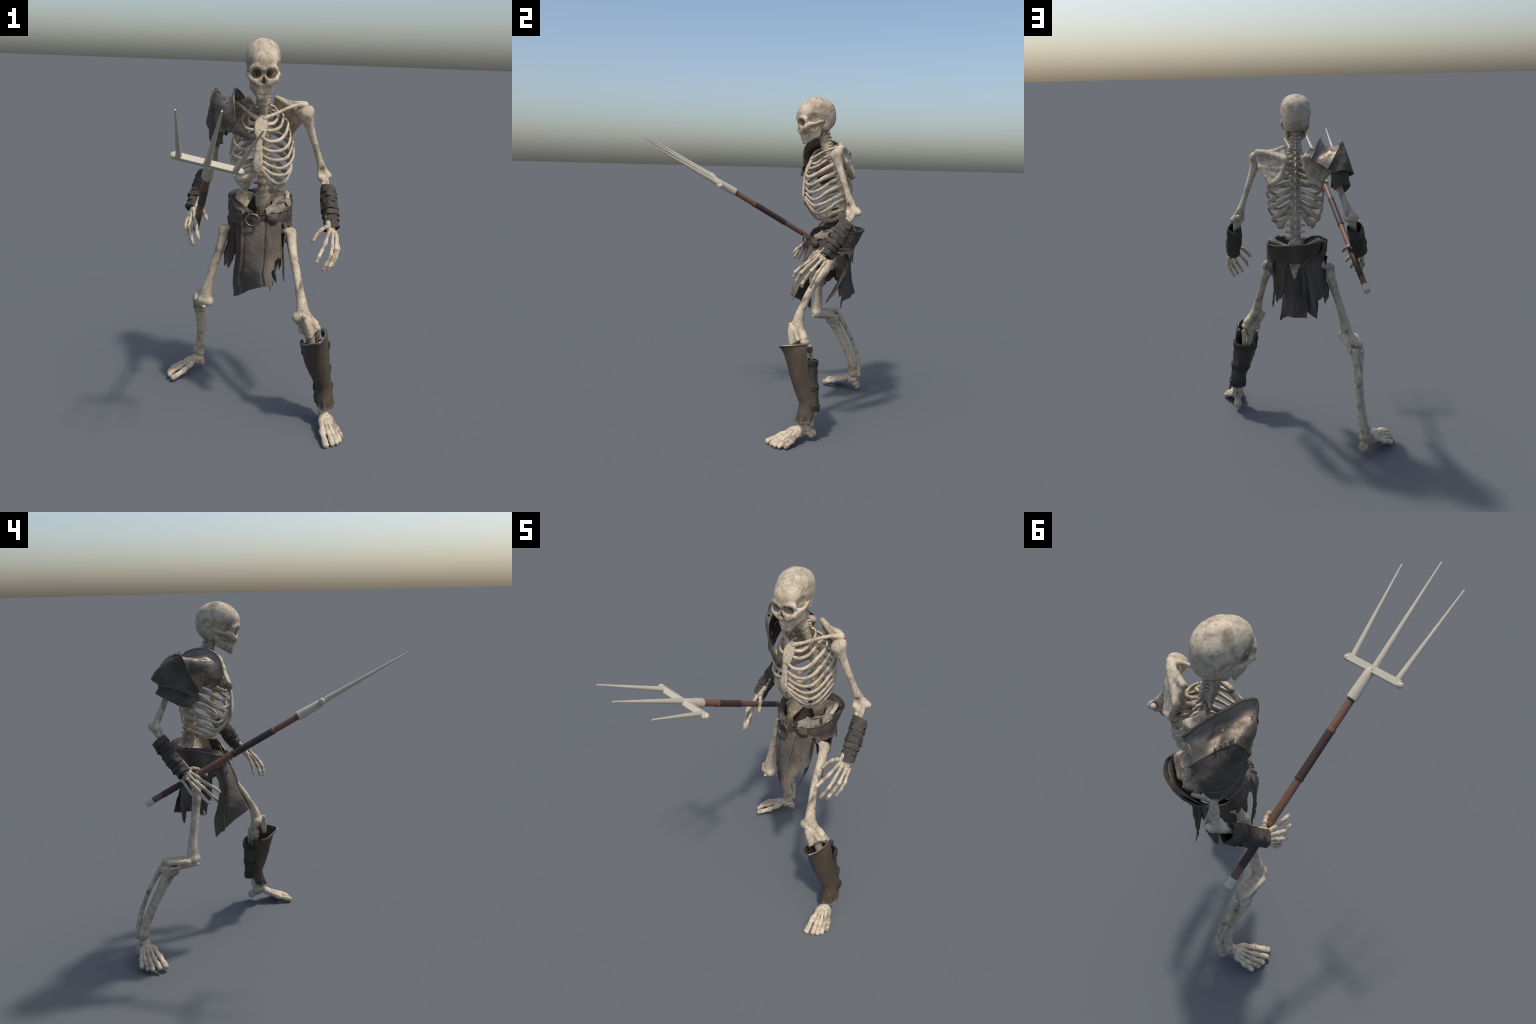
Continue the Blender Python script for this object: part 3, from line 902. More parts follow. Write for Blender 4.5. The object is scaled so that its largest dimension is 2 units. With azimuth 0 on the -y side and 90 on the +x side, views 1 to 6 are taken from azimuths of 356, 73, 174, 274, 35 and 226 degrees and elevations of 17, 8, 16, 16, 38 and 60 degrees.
# ------------------------------------------------------------------ bracers
def bracer(top, bot, r_top, r_mid, r_bot, seed):
    top, bot = np.array(top, float), np.array(bot, float)
    d = bot - top; L = np.linalg.norm(d); d /= L
    F = frame(d, (0, 0, 1))
    r = random.Random(seed)
    seg, nv = 48, 5
    def ring(t, rad, tilt, ph, seedn, thick=.004, flare=.004, h=.03):
        X, faces = [], []
        outer = []
        for i in range(nv):
            v = i / (nv - 1)
            for j in range(seg):
                a = 2 * math.pi * j / seg
                z = t * L + (v - .5) * h + tilt * math.cos(a - ph)
                rr = rad + flare * (v ** 2) - .0015 * (1 - v) + .0030 * math.sin(3 * a + ph * 3) + .0020 * math.sin(5 * a + ph)
                p = top + d * z + F[:, 0] * math.cos(a) * rr + F[:, 1] * math.sin(a) * rr
                n = float(vnoise(p, 45, seedn))
                p = p + (F[:, 0] * math.cos(a) + F[:, 1] * math.sin(a)) * .0034 * n + d * .006 * float(vnoise(p, 25, seedn + 9)) * (1 if v > .6 else .3)
                X.append(p)
        for i in range(nv):
            for j in range(seg):
                a = 2 * math.pi * j / seg
                X.append(X[i * seg + j] - (F[:, 0] * math.cos(a) + F[:, 1] * math.sin(a)) * thick)
        m = nv * seg
        for i in range(nv - 1):
            for j in range(seg):
                k = (j + 1) % seg
                q = (i * seg + j, i * seg + k, (i + 1) * seg + k, (i + 1) * seg + j)
                faces.append(q); faces.append(tuple(x + m for x in q[::-1]))
        for j in range(seg):
            k = (j + 1) % seg
            faces.append((j, m + j, m + k, k))
            b = (nv - 1) * seg
            faces.append((b + j, b + k, m + b + k, m + b + j))
        me = make_mesh('wrap_band', X, faces)
        bm = bmesh.new(); bm.from_mesh(me)
        bmesh.ops.recalc_face_normals(bm, faces=bm.faces)
        for e in bm.edges:
            if len(e.link_faces) == 2:
                e.smooth = e.calc_face_angle(0) < math.radians(45)
        bm.to_mesh(me); bm.free()
        return me
    rad = lambda t: float(np.interp(t, [0, .5, 1], [r_top, r_mid, r_bot]))
    base = add_obj('bracer', ring(.5, r_mid - .004, 0, 0, seed, .003, r_bot - r_mid, L * .96), SK, WRAP)
    ts = [.06, .20, .33, .47, .60, .74, .90]
    for i, t in enumerate(ts):
        add_obj('wrap_band', ring(t, rad(t) + r.uniform(-.0015, .0015), r.uniform(-.011, .011), r.uniform(0, 6.28), seed * 20 + i,
                                  .0045, r.uniform(.001, .0045), L / 7 * r.uniform(1.15, 1.5)), base, WRAP)
bracer((.381, .322, 1.268), (.394, .186, 1.083), .041, .043, .036, 4)
bracer((-.268, .547, 1.292), (-.332, .412, 1.118), .042, .044, .037, 9)

# ------------------------------------------------------------------ belt and skirt
BT = [(-.020, .224, 1.146), (.045, .232, 1.148), (.100, .250, 1.150), (.158, .284, 1.158), (.192, .340, 1.178), (.204, .420, 1.195), (.198, .485, 1.206), (.145, .530, 1.210),
      (.055, .552, 1.212), (-.030, .542, 1.214), (-.090, .510, 1.218), (-.128, .450, 1.208), (-.126, .370, 1.192), (-.100, .292, 1.170), (-.065, .248, 1.154), (-.020, .224, 1.146)]
BB = [(-.020, .230, 1.086), (.045, .242, 1.086), (.100, .256, 1.086), (.158, .286, 1.084), (.196, .335, 1.086), (.194, .400, 1.092), (.170, .446, 1.098), (.115, .480, 1.090),
      (.050, .490, 1.086), (-.015, .484, 1.092), (-.078, .460, 1.112), (-.122, .415, 1.105), (-.128, .365, 1.094), (-.106, .300, 1.088), (-.068, .254, 1.086), (-.020, .230, 1.086)]
BM = [tuple((np.array(a) + np.array(b)) / 2 + (np.array(a) - V3(.04, .37, a[2])) * .02) for a, b in zip(BT, BB)]
belt = add_obj('belt', sheet_mesh('belt', [BT, BM, BB], nu=220, nv=22, thick=.007, amp=.0018, seed=3,
               fold=lambda u, v: .004 * np.exp(-((v - .03) / .06) ** 2) + .004 * np.exp(-((v - .97) / .05) ** 2) + .0025 * np.sin(u * 60) * vnoise(np.stack([u * 20, v * 3, v * 0], -1), 1, 4),
               hem=ragged([(0, 1), (1, 1)], .025, 60, 2), flip=True,
               keep=lambda u, v: not (((u - .665) / .016) ** 2 + ((v - .38) / .30) ** 2 < 1 or ((u - .653) / .009) ** 2 + ((v - .68) / .17) ** 2 < 1)), SK, BELT)
# buckle ring, tongue scraps, pouch
def torus_mesh(name, c, R1, R2, r, F, n=48, m=12, a0=0., a1=2 * math.pi):
    c = np.array(c, float)
    X, faces = [], []
    full = abs(a1 - a0 - 2 * math.pi) < 1e-6
    k = n if full else n + 1
    for i in range(k):
        a = a0 + (a1 - a0) * i / n
        d = F[:, 0] * math.cos(a) * R1 + F[:, 1] * math.sin(a) * R2
        o = F[:, 0] * math.cos(a) + F[:, 1] * math.sin(a)
        for j in range(m):
            b = 2 * math.pi * j / m
            X.append(c + d + o * math.cos(b) * r + F[:, 2] * math.sin(b) * r)
    for i in range(n if full else n):
        i2 = (i + 1) % k
        for j in range(m):
            j2 = (j + 1) % m
            faces.append((i * m + j, i2 * m + j, i2 * m + j2, i * m + j2))
    if not full:
        faces.append(tuple(range(m))[::-1]); faces.append(tuple((k - 1) * m + j for j in range(m)))
    me = make_mesh(name, X, faces)
    bm = bmesh.new(); bm.from_mesh(me); bmesh.ops.recalc_face_normals(bm, faces=bm.faces); bm.to_mesh(me); bm.free()
    return me
BF = frame((-.15, -.96, .12), (0, 0, 1))
add_obj('buckle_ring', torus_mesh('buckle_ring', (-.016, .203, 1.120), .034, .030, .0052, BF), belt, IRON)
S = Solid(.01)
S.ell((.088, .238, 1.120), (.034, .022, .027), k=0)
S.cone((.064, .228, 1.140), (.112, .236, 1.141), .008, .008, .006)
solid('pouch', S, belt, BELT, h=.0024, amp=.0014)
r = random.Random(12)
for i in range(11):                                   # frayed scraps stuffed behind the buckle
    x = -.060 + .0105 * i + r.uniform(-.004, .004)
    y = .226 + .25 * abs(x + .01) * .5
    z = 1.150 + r.uniform(-.006, .010)
    add_obj('leather_scrap', sweep_mesh('leather_scrap', [(x, y + .012, z - .016), (x + r.uniform(-.008, .008), y - .002, z), (x + r.uniform(-.014, .014), y - .012 + r.uniform(-.006, .004), z + r.uniform(-.014, .012))],
            [.006, .0065, .002], [.003, .003, .0015], lambda p: V3(0, -1, .3), n=10, seg=8, amp=.001, seed=i), belt, HIDE if i % 3 == 0 else BELT)

# waist wrap rising inside the belt, with a low V at the front
WT = [(-.010, .245, 1.140), (.040, .262, 1.160), (.085, .280, 1.188), (.125, .296, 1.198), (.168, .338, 1.196), (.188, .400, 1.200), (.186, .468, 1.202), (.135, .515, 1.204),
      (.055, .532, 1.203), (-.030, .522, 1.206), (-.080, .492, 1.212), (-.106, .440, 1.214), (-.108, .380, 1.204), (-.084, .310, 1.186), (-.048, .258, 1.158), (-.010, .240, 1.140)]
WB = [tuple(np.array(p) + (V3(.04, .37, p[2]) - np.array(p)) * .06 - V3(0, 0, .03)) for p in BB]
add_obj('waist_wrap', sheet_mesh('waist_wrap', [WT, WB], nu=200, nv=18, thick=.005, amp=.003, seed=8, flip=True,
        fold=lambda u, v: .006 * np.exp(-((v) / .10) ** 2) + .004 * np.sin(u * 40 + 3 * v),
        hem=None, top=ragged([(0, .0), (1, .0)], .05, 50, 4)), belt, CLOTH)
# pale torn hide flap over the left hip
add_obj('hide_flap', sheet_mesh('hide_flap', [
    [(.052, .258, 1.166), (.085, .280, 1.190), (.118, .296, 1.204), (.155, .330, 1.206), (.186, .385, 1.208)],
    [(.055, .240, 1.158), (.092, .258, 1.172), (.128, .276, 1.180), (.162, .310, 1.184), (.194, .365, 1.190)],
    [(.060, .228, 1.144), (.098, .242, 1.148), (.135, .262, 1.150), (.170, .298, 1.154), (.202, .350, 1.162)]], nu=60, nv=24, thick=.005, amp=.004, seed=21, flip=True,
    fold=lambda u, v: .006 * np.sin(v * 7 + u * 5) * (1 - u * .5), hem=ragged([(0, .9), (.3, 1.02), (.6, .9), (1, .95)], .12, 22, 6), top=ragged([(0, .1), (1, .05)], .10, 20, 5),
    keep=lambda u, v: ((u - .72) / .045) ** 2 + ((v - .55) / .22) ** 2 > 1), belt, HIDE)
add_obj('hide_flap', sheet_mesh('hide_flap', [
    [(-.028, .250, 1.148), (-.058, .276, 1.172), (-.088, .320, 1.192), (-.108, .375, 1.204), (-.112, .430, 1.208)],
    [(-.034, .236, 1.142), (-.064, .256, 1.160), (-.097, .304, 1.178), (-.120, .366, 1.192), (-.124, .425, 1.198)],
    [(-.045, .236, 1.130), (-.072, .256, 1.138), (-.103, .300, 1.150), (-.127, .362, 1.166), (-.130, .420, 1.180)]], nu=60, nv=20, thick=.005, amp=.004, seed=31,
    fold=lambda u, v: .006 * np.exp(-((v - .05) / .1) ** 2) + .004 * np.sin(v * 9 + 4 * u), hem=ragged([(0, .9), (1, .95)], .10, 22, 9)), belt, CLOTH)

# front panel of the loincloth
def ridge(u, c, w):
    return np.exp(-((u - c) / w) ** 2)
front = [[(-.104, .306, 1.104), (-.066, .254, 1.104), (-.015, .232, 1.104), (.045, .236, 1.104), (.092, .246, 1.104), (.138, .268, 1.102)],
         [(-.092, .262, 1.000), (-.064, .232, 1.000), (-.016, .205, 1.000), (.042, .190, 1.000), (.090, .206, 1.005), (.140, .236, 1.010)],
         [(-.096, .266, .890), (-.066, .232, .890), (-.020, .190, .900), (.038, .164, .908), (.088, .178, .920), (.148, .228, .945)],
         [(-.103, .296, .775), (-.072, .250, .790), (-.030, .196, .815), (.030, .135, .850), (.082, .150, .870), (.152, .220, .900)],
         [(-.096, .292, .668), (-.060, .250, .698), (-.018, .190, .745), (.042, .112, .792), (.092, .125, .806), (.152, .215, .870)]]
hemf = lambda u: float(np.interp(u, [0, .2, .45, .62, .70, .735, .76, .785, .80, .815, .86, .865, .93, .95, 1], [1.0, 1.0, 1.0, 1.0, 1.0, 1.0, 1.12, 1.0, 1.0, .78, .80, .60, .56, .66, .55]) + .012 * math.sin(u * 170) * (1 if u > .62 else .25))
loin = add_obj('loincloth', sheet_mesh('loincloth', front, nu=150, nv=70, hem=hemf, thick=.005, amp=.0022, seed=14, flip=True,
       fold=lambda u, v: .009 * ridge(u, .20, .03) + .010 * ridge(u, .68, .03) - .006 * ridge(u, .45, .12) * (1 - v) + .004 * np.sin(v * 16 + u * 9) * v * ridge(u, .42, .16) - .004 * ridge(u, .245, .015) - .004 * ridge(u, .63, .015)), belt, CLOTH)
def rag(name, rows, hem, seed, nu=40, nv=46, fold=None, mat=CLOTH, flip=False):
    return add_obj(name, sheet_mesh(name, rows, nu=nu, nv=nv, hem=hem, thick=.004, amp=.003, seed=seed, fold=fold, flip=flip), loin, mat)
wav = lambda k, ph, a: (lambda u, v: a * np.sin(u * k + ph) * (.3 + v))
# back centre panel
rag('cloth_panel', [[(.112, .478, 1.105), (.085, .484, 1.100), (.045, .486, 1.100), (.010, .482, 1.100)],
                    [(.112, .452, .960), (.085, .472, .965), (.045, .492, .965), (.002, .500, .965)],
                    [(.128, .420, .830), (.090, .462, .850), (.045, .510, .860), (-.002, .530, .865)],
                    [(.141, .393, .712), (.100, .436, .752), (.052, .506, .770), (.005, .556, .784)]],
    lambda u: float(np.interp(u, [0, .05, .18, .25, 1], [1.0, 1.0, .985, 1.0, 1.0])), 41, 60, 56, lambda u, v: .009 * ridge(u, .80, .06) + .008 * ridge(u, .3, .08) * v - .006 * ridge(u, .55, .08))
# back right panel
rag('cloth_panel', [[(.022, .478, 1.100), (-.020, .474, 1.104), (-.070, .450, 1.112), (-.108, .412, 1.108), (-.122, .375, 1.100)],
                    [(.010, .488, .960), (-.030, .482, .965), (-.078, .450, .970), (-.114, .405, .975), (-.126, .368, .980)],
                    [(-.002, .500, .860), (-.040, .490, .865), (-.090, .455, .870), (-.128, .405, .880), (-.148, .366, .890)],
                    [(-.016, .505, .775), (-.052, .478, .766), (-.098, .450, .770), (-.136, .400, .790), (-.152, .362, .800)]],
    ragged([(0, .86), (.10, .95), (.19, 1.02), (.28, 1.06), (.34, .90), (.40, .74), (.55, .70), (.68, .80), (.80, .98), (.88, .86), (1, .60)], .03, 30, 5), 44, 80, 56, lambda u, v: .010 * np.sin(u * 17 + 1) * (.3 + v))
# back left panel (two tongues)
rag('cloth_panel', [[(.184, .408, 1.100), (.168, .436, 1.100), (.138, .464, 1.098), (.108, .476, 1.098)],
                    [(.176, .396, .960), (.166, .418, .960), (.138, .440, .960), (.114, .452, .960)],
                    [(.172, .345, .860), (.168, .362, .865), (.146, .392, .870), (.124, .420, .872)],
                    [(.176, .284, .756), (.170, .303, .765), (.152, .340, .790), (.130, .378, .815)]],
    ragged([(0, .98), (.10, 1.0), (.22, .92), (.35, .86), (.45, .60), (.52, .82), (.62, .93), (.70, .70), (.80, .80), (1, .70)], .02, 26, 7), 47, 50, 50, wav(11, 1, .006))
# right front strips
rag('cloth_strip', [[(-.140, .400, 1.095), (-.130, .355, 1.095), (-.118, .318, 1.095), (-.100, .296, 1.098)],
                    [(-.132, .385, .980), (-.126, .358, .980), (-.112, .325, .980), (-.096, .302, .985)],
                    [(-.142, .378, .890), (-.130, .360, .890), (-.114, .334, .890), (-.100, .318, .890)],
                    [(-.156, .372, .830), (-.140, .358, .812), (-.122, .338, .822), (-.108, .326, .830)]],
    ragged([(0, .92), (.15, 1.02), (.32, .80), (.48, .86), (.60, 1.04), (.72, .90), (.85, .72), (1, .60)], .02, 20, 11), 50, 48, 44, wav(13, 0, .004), BELT, True)
# left front strips behind the hem
rag('cloth_strip', [[(.110, .272, 1.090), (.128, .278, 1.090), (.142, .290, 1.090)],
                    [(.108, .252, .960), (.126, .260, .965), (.140, .272, .970)],
                    [(.112, .230, .860), (.126, .240, .870), (.140, .252, .880)],
                    [(.100, .188, .790), (.114, .200, .790), (.140, .230, .860)]],
    ragged([(0, .95), (.18, 1.06), (.30, .85), (.5, .72), (.75, .50), (1, .32)], .03, 18, 13), 53, 40, 44, wav(9, 2, .004), BELT, True)
# short torn fringe round the left hip
rag('cloth_strip', [[(.150, .270, 1.092), (.192, .325, 1.090), (.200, .400, 1.094), (.178, .455, 1.100)],
                    [(.158, .272, 1.050), (.202, .330, 1.050), (.206, .405, 1.052), (.182, .452, 1.058)],
                    [(.160, .272, 1.000), (.205, .332, 1.005), (.208, .408, 1.005), (.180, .450, 1.000)]],
    ragged([(0, .30), (.2, .22), (.35, .30), (.5, .42), (.62, .30), (.8, .75), (1, .85)], .12, 20, 17), 57, 50, 24, None, CLOTH, True)

# ------------------------------------------------------------------ greave
gr = [[(.253, .052, .505), (.262, .012, .516), (.292, -.026, .538), (.327, -.050, .557), (.356, -.012, .564), (.372, .040, .569), (.376, .082, .570)],
      [(.262, .070, .478), (.268, .030, .486), (.298, -.006, .500), (.334, -.022, .512), (.364, .004, .518), (.386, .050, .520), (.392, .092, .522)],
      [(.286, .088, .378), (.290, .058, .378), (.316, .028, .380), (.350, .012, .382), (.382, .028, .384), (.404, .070, .386), (.410, .110, .388)],
      [(.338, .108, .270), (.336, .086, .270), (.352, .060, .268), (.378, .046, .268), (.406, .058, .268), (.426, .092, .270), (.430, .126, .272)],
      [(.354, .118, .225), (.354, .094, .225), (.368, .072, .224), (.392, .060, .224), (.418, .072, .224), (.436, .100, .226), (.438, .130, .228)],
      [(.352, .108, .168), (.354, .084, .164), (.372, .058, .160), (.398, .046, .158), (.428, .058, .160), (.446, .094, .164), (.446, .128, .168)],
      [(.360, .098, .146), (.360, .076, .134), (.376, .050, .126), (.402, .034, .124), (.434, .050, .124), (.452, .084, .128), (.450, .116, .140)]]
greave = add_obj('greave', sheet_mesh('greave', gr, nu=70, nv=80, thick=.006, amp=.0014, seed=61, flip=True,
        fold=lambda u, v: .005 * ridge(v, 0.0, .025) + .003 * ridge(v, 1, .03) + .003 * ridge(u, .97, .03) + .003 * ridge(u, .03, .03) + .004 * np.sin(u * 30) * np.clip((v - .78) * 5, 0, 1)), SK, GREAVE)
S = Solid(.002)
add_obj('greave_rim', sweep_mesh('greave_rim', [tuple(np.array(p) + V3(0, 0, .001)) for p in gr[0]], [.0030] * 7, [.0030] * 7, lambda p: V3(0, 0, 1), n=50, seg=10), greave, EDGE)  # edge highlight on the greave modelled as thin pale strips
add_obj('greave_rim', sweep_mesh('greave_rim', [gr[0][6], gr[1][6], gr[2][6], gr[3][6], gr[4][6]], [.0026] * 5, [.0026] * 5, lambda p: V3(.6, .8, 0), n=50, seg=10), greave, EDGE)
calf = [[(.262, .075, .452), (.266, .118, .456), (.292, .154, .460), (.332, .172, .466), (.374, .163, .474), (.402, .135, .482), (.404, .100, .486)],
        [(.288, .092, .370), (.292, .128, .370), (.316, .164, .370), (.350, .172, .372), (.386, .162, .376), (.414, .136, .380), (.414, .108, .384)],
        [(.336, .112, .270), (.338, .140, .268), (.358, .168, .266), (.384, .170, .266), (.412, .162, .266), (.432, .146, .270), (.432, .122, .272)],
        [(.356, .118, .190), (.356, .144, .184), (.372, .170, .180), (.398, .172, .180), (.424, .165, .182), (.444, .148, .188), (.446, .122, .194)]]
add_obj('calf_guard', sheet_mesh('calf_guard', calf, nu=60, nv=50, thick=.005, amp=.0018, seed=65, flip=False,
        fold=lambda u, v: .002 * np.sin(u * 22), hem=ragged([(0, .98), (1, 1)], .03, 26, 3)), greave, GREAVE)
def calf_ring(v, off, drop):
    R = np.array([catmull(np.array(c), 13) for c in calf])
    G = np.array([catmull(R[:, j], 100)[int(v * 99)] for j in range(13)])
    c = G.mean(0)
    o = []
    for j, p in enumerate(G):
        d = p - c; d[2] = 0
        o.append(p + d / np.linalg.norm(d) * off + V3(0, 0, drop * abs(j - 6) / 6))
    return o
for v, w, dr in ((.10, .018, .012), (.54, .018, .010), (.93, .020, .004)):
    pts = calf_ring(v, .004, dr)
    cen = np.mean(pts, 0)
    add_obj('greave_strap', sweep_mesh('greave_strap', pts, [w * .92] + [w] * 11 + [w], [.0045] * 13, lambda p: V3(p[0] - cen[0], p[1] - cen[1], 0), n=60, seg=14, amp=.0016, seed=int(v * 90), power=5), greave, STRAP)
    for q, sz in ((pts[-3] * 1.0 - V3(.006, .002, 0), (.009, .012, .021)), (pts[1] + V3(.004, 0, 0), (.007, .010, .017))):
        S = Solid(.003)
        S.box(q, sz, .004)
        S.box(q + V3(.012, .004, 0), (.010, .006, .009), .003, k=.003, cut=True)
        solid('strap_buckle', S, greave, STRAP, h=.0024, amp=.0012)
S = Solid(.004)
S.box((.376, .110, .540), (.011, .022, .017), .006)
solid('greave_lug', S, greave, STRAP, h=.0026, amp=.001)
S = Solid(.006)
S.ell((.262, .096, .485), (.010, .018, .022), k=0)
S.cone((.262, .094, .480), (.268, .090, .440), .008, .008)
solid('greave_lug', S, greave, STRAP, h=.0026, amp=.001)

# ------------------------------------------------------------------ pauldron
rim = [(-.036, .503, 1.668), (-.060, .462, 1.705), (-.090, .405, 1.742), (-.114, .340, 1.760), (-.124, .275, 1.750), (-.124, .232, 1.712), (-.121, .220, 1.655), (-.118, .224, 1.600), (-.124, .248, 1.566), (-.150, .285, 1.552)]
neckp = [(-.050, .510, 1.654), (-.078, .475, 1.688), (-.110, .415, 1.715), (-.132, .350, 1.727), (-.142, .292, 1.720), (-.144, .250, 1.694), (-.140, .238, 1.648), (-.137, .242, 1.602), (-.140, .262, 1.574), (-.158, .292, 1.556)]
midp = [(-.083, .532, 1.640), (-.110, .512, 1.684), (-.150, .455, 1.720), (-.172, .392, 1.733), (-.190, .330, 1.726), (-.200, .292, 1.698), (-.196, .280, 1.655), (-.186, .280, 1.607), (-.174, .292, 1.570), (-.168, .310, 1.549)]
outp = [(-.120, .541, 1.613), (-.146, .534, 1.662), (-.176, .500, 1.702), (-.198, .454, 1.725), (-.216, .414, 1.727), (-.230, .394, 1.698), (-.227, .382, 1.656), (-.216, .362, 1.609), (-.200, .341, 1.564), (-.184, .329, 1.542)]
axis_p = V3(-.140, .420, 1.625)
def sink(row, k):
    """Draw a row of plate points in towards the shoulder by k metres."""
    return [tuple(np.array(p) + (axis_p - np.array(p)) / np.linalg.norm(axis_p - np.array(p)) * k) for p in row]
neckp, midp = sink(neckp, .010), sink(midp, .018)
dent = lambda u, v: -.010 * np.exp(-((u - .20) / .05) ** 2 - ((v - .72) / .16) ** 2) + .008 * np.exp(-((u - .26) / .04) ** 2 - ((v - .8) / .2) ** 2) - .006 * np.exp(-((u - .52) / .035) ** 2 - ((v - .55) / .1) ** 2)
paul = add_obj('pauldron', sheet_mesh('pauldron', [rim, neckp, midp, outp], nu=110, nv=46, thick=.005, amp=.0016, seed=71, fold=dent,
        keep=lambda u, v: not (((u - .50) / .018) ** 2 + ((v - .52) / .055) ** 2 < 1 or ((u - .545) / .010) ** 2 + ((v - .42) / .05) ** 2 < 1 or ((u - .80) / .03) ** 2 + ((v - .62) / .035) ** 2 < 1 or ((u - .85) / .012) ** 2 + ((v - .56) / .06) ** 2 < 1)), SK, STEEL)
pc = V3(-.15, .40, 1.64)
add_obj('pauldron_rim', sweep_mesh('pauldron_rim', rim, [.0052] * 10, [.0062] * 10, lambda p: p - pc, n=90, seg=10, amp=.0008), paul, STEEL)
lowedge = [outp[-1], (-.168, .312, 1.547), rim[-1]]
add_obj('pauldron_rim', sweep_mesh('pauldron_rim', [rim[0], neckp[0], midp[0], outp[0]], [.005] * 4, [.006] * 4, lambda p: p - pc, n=40, seg=10, amp=.0008), paul, STEEL)
p2a = [(-.116, .549, 1.616), (-.146, .543, 1.666), (-.178, .508, 1.709), (-.203, .460, 1.733), (-.222, .420, 1.735), (-.237, .399, 1.704), (-.234, .387, 1.660), (-.222, .367, 1.612), (-.206, .346, 1.566), (-.190, .334, 1.540)]
p2b = [(-.134, .560, 1.612), (-.170, .562, 1.652), (-.206, .540, 1.686), (-.229, .503, 1.702), (-.243, .468, 1.695), (-.250, .443, 1.666), (-.246, .423, 1.630), (-.236, .399, 1.590), (-.220, .372, 1.554), (-.203, .352, 1.531)]
p2c = [(-.140, .566, 1.604), (-.184, .578, 1.632), (-.220, .570, 1.645), (-.244, .540, 1.644), (-.255, .504, 1.632), (-.258, .472, 1.612), (-.252, .440, 1.590), (-.241, .408, 1.562), (-.224, .378, 1.538), (-.206, .357, 1.525)]
p2d = [(-.138, .562, 1.600), (-.188, .582, 1.618), (-.226, .574, 1.610), (-.250, .548, 1.600), (-.259, .515, 1.584), (-.258, .475, 1.573), (-.251, .440, 1.562), (-.239, .406, 1.545), (-.223, .379, 1.528), (-.206, .361, 1.519)]
p2b, p2c = sink(p2b, .010), sink(p2c, .008)
pl2 = add_obj('shoulder_plate', sheet_mesh('shoulder_plate', [p2a, p2b, p2c, p2d], nu=110, nv=46, thick=.005, amp=.002, seed=73,
        fold=lambda u, v: .004 * ridge(v, .0, .03) + .004 * ridge(v, 1., .04)), paul, PADDING)
add_obj('pauldron_rim', sweep_mesh('pauldron_rim', p2a, [.0045] * 10, [.005] * 10, lambda p: p - pc, n=90, seg=10, amp=.0012, seed=4), pl2, PADDING)
add_obj('pauldron_rim', sweep_mesh('pauldron_rim', p2d, [.0045] * 10, [.005] * 10, lambda p: p - pc, n=90, seg=10, amp=.0012, seed=6), pl2, PADDING)
p3a = [(-.132, .545, 1.604), (-.180, .564, 1.622), (-.216, .556, 1.612), (-.238, .532, 1.602), (-.246, .502, 1.588), (-.245, .466, 1.577), (-.238, .432, 1.566), (-.226, .402, 1.550), (-.206, .368, 1.538), (-.182, .336, 1.546)]
p3b = [(-.140, .548, 1.550), (-.184, .560, 1.562), (-.222, .552, 1.562), (-.240, .528, 1.552), (-.246, .494, 1.536), (-.243, .456, 1.520), (-.234, .418, 1.508), (-.220, .390, 1.502), (-.202, .364, 1.508), (-.178, .336, 1.516)]
p3c = [(-.150, .545, 1.502), (-.190, .562, 1.522), (-.230, .562, 1.538), (-.246, .532, 1.524), (-.247, .492, 1.503), (-.241, .452, 1.480), (-.229, .412, 1.464), (-.214, .388, 1.464), (-.196, .362, 1.478), (-.174, .340, 1.487)]
p3a, p3b = sink(p3a, .006), sink(p3b, .008)
add_obj('shoulder_plate', sheet_mesh('shoulder_plate', [p3a, p3b, p3c], nu=100, nv=36, thick=.005, amp=.0024, seed=77,
        hem=ragged([(0, 1.0), (.08, .9), (.2, 1), (1, 1)], .03, 40, 8), fold=lambda u, v: .004 * ridge(v, 1., .06)), paul, PADDING)
# torn points of metal on top
r = random.Random(5)
for i in range(6):
    b = np.array(catmull(p2a, 60)[17 + i * 2])
    add_obj('torn_point', sweep_mesh('torn_point', [b - V3(0, 0, .006), b + V3(r.uniform(-.006, .006), r.uniform(-.006, .006), .010), b + V3(r.uniform(-.012, .010), r.uniform(-.015, .004), r.uniform(.016, .028))],
            [.006, .0045, .0008], [.003, .002, .0008], lambda p: p - pc, n=8, seg=6), paul, EDGE)
# rag of leather strap across the right chest
add_obj('chest_strap', sheet_mesh('chest_strap', [
    [(-.130, .238, 1.592), (-.100, .218, 1.594), (-.070, .200, 1.590), (-.045, .190, 1.570), (-.012, .182, 1.556)],
    [(-.128, .232, 1.568), (-.098, .212, 1.562), (-.066, .192, 1.560), (-.040, .184, 1.550), (-.010, .178, 1.542)],
    [(-.126, .238, 1.545), (-.096, .214, 1.538), (-.064, .194, 1.530), (-.038, .184, 1.526), (-.012, .178, 1.524)]], nu=60, nv=26, thick=.006, amp=.005, seed=81, flip=False,
    hem=ragged([(0, .8), (.3, .9), (.6, 1.05), (1, .9)], .10, 22, 3), top=ragged([(0, 0), (.35, .0), (.5, .35), (.7, .25), (1, .1)], .10, 20, 2)), paul, PADDING)

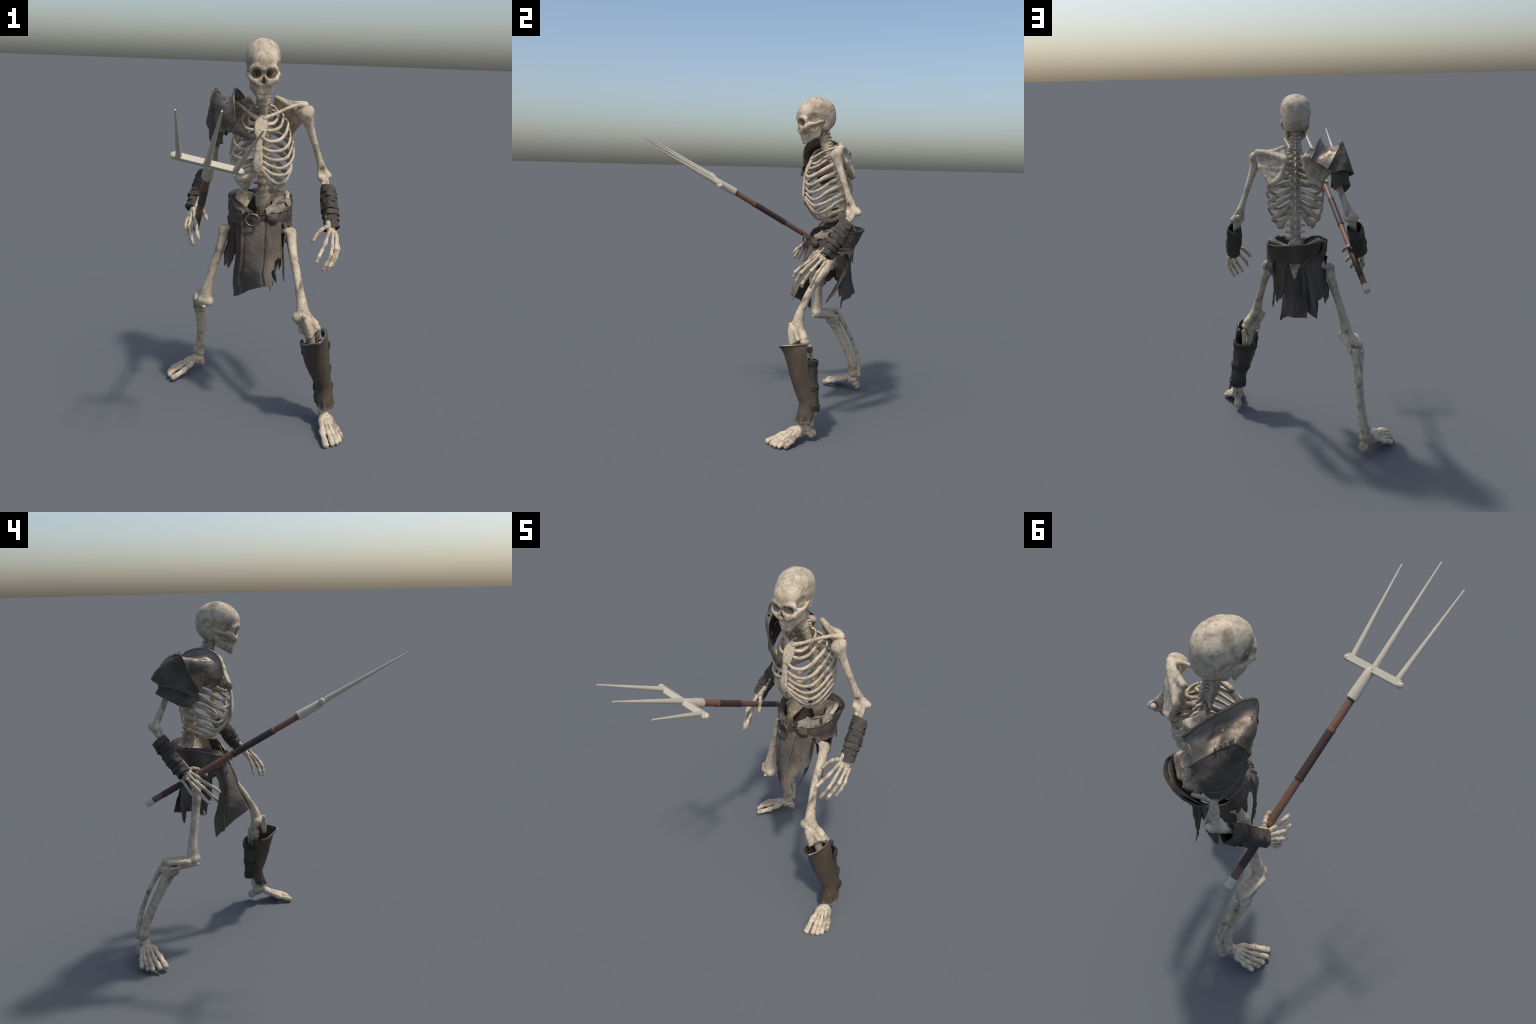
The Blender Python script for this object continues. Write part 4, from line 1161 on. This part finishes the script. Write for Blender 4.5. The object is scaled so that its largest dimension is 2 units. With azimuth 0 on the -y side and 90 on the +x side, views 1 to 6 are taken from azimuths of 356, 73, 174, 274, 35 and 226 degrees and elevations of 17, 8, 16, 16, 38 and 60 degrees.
# ------------------------------------------------------------------ trident
TA, TB = V3(-.321, .631, .949), V3(-.181, -.766, 1.732)
td = (TB - TA) / np.linalg.norm(TB - TA)
at = lambda t: TA + td * t
TR = empty('trident')
TR['label'] = 'long trident with pale metal head and banded wooden shaft'
TR['category'] = 'trident'
shaft = add_obj('shaft', lathe_mesh('shaft', at(.02), at(1.0), [(0, .0170), (.93, .0170), (.94, .0150)]), TR, WOOD)
smooth_angle(shaft)
def collar(name, t0, t1, r, mat, bev=.002, parent=shaft):
    o = add_obj(name, lathe_mesh(name, at(t0), at(t1), [(0, r - bev), (bev, r), (t1 - t0 - bev, r), (t1 - t0, r - bev)]), parent, mat)
    smooth_angle(o)
    return o
collar('butt_cap', 0, .047, .0200, PALE, .001)
collar('grip', .105, .318, .0178, GRIP)
collar('shaft_ring', .316, .334, .0194, WOOD)
collar('grip', .556, .792, .0186, GRIP)
collar('shaft_ring', .546, .562, .0202, GRIP)
collar('shaft_ring', .786, .803, .0202, WOOD)
socket = add_obj('head_socket', lathe_mesh('head_socket', at(.948), at(1.095), [(0, .0245), (.002, .0260), (.120, .0215), (.145, .0190), (.147, .018)]), TR, PALE)
smooth_angle(socket)
bL, bR = V3(-.100, -.317, 1.454), V3(-.375, -.313, 1.514)
bd = (bL - bR) / np.linalg.norm(bL - bR)
bn = np.cross(bd, td); bn /= np.linalg.norm(bn)
ba = np.cross(bn, bd)
bm = bmesh.new()
bmesh.ops.create_cube(bm, size=1)
bmesh.ops.scale(bm, vec=(np.linalg.norm(bL - bR) + .004, .026, .030), verts=bm.verts)
bmesh.ops.bevel(bm, geom=bm.edges[:], offset=.0015, segments=2, affect='EDGES')
M = Matrix(np.stack([bd, bn, ba], 1).tolist()).to_4x4(); M.translation = Vector((bL + bR) / 2 + ba * .005)
bm.transform(M)
me = bpy.data.meshes.new('crossbar'); bm.to_mesh(me); bm.free()
add_obj('crossbar', me, socket, PALE)
def ball(c, r):
    bm = bmesh.new(); bmesh.ops.create_uvsphere(bm, u_segments=24, v_segments=16, radius=r)
    bmesh.ops.translate(bm, vec=Vector(c), verts=bm.verts)
    me = bpy.data.meshes.new('bar_knob'); bm.to_mesh(me); bm.free()
    for p in me.polygons: p.use_smooth = True
    add_obj('bar_knob', me, socket, PALE)
ball(bL, .0158); ball(bR, .0158)
def tine(base, tip, r):
    L = np.linalg.norm(np.array(tip) - np.array(base))
    o = add_obj('tine', lathe_mesh('tine', base, tip, [(0, r), (L * .995, .0034), (L, .003)], 20), socket, PALE)
    smooth_angle(o)
tine((bL + bR) / 2 + ba * .004, TB, .0155)
tine(bL - bd * .022, (-.036, -.706, 1.668), .0135)
tine(bR + bd * .022, (-.339, -.705, 1.727), .0135)

# ------------------------------------------------------------------ tidy
bpy.context.view_layer.update()
for o in (SK, TR):
    o.location.z = .001
for o in bpy.data.objects:
    if 'wl' in o:
        del o['wl']
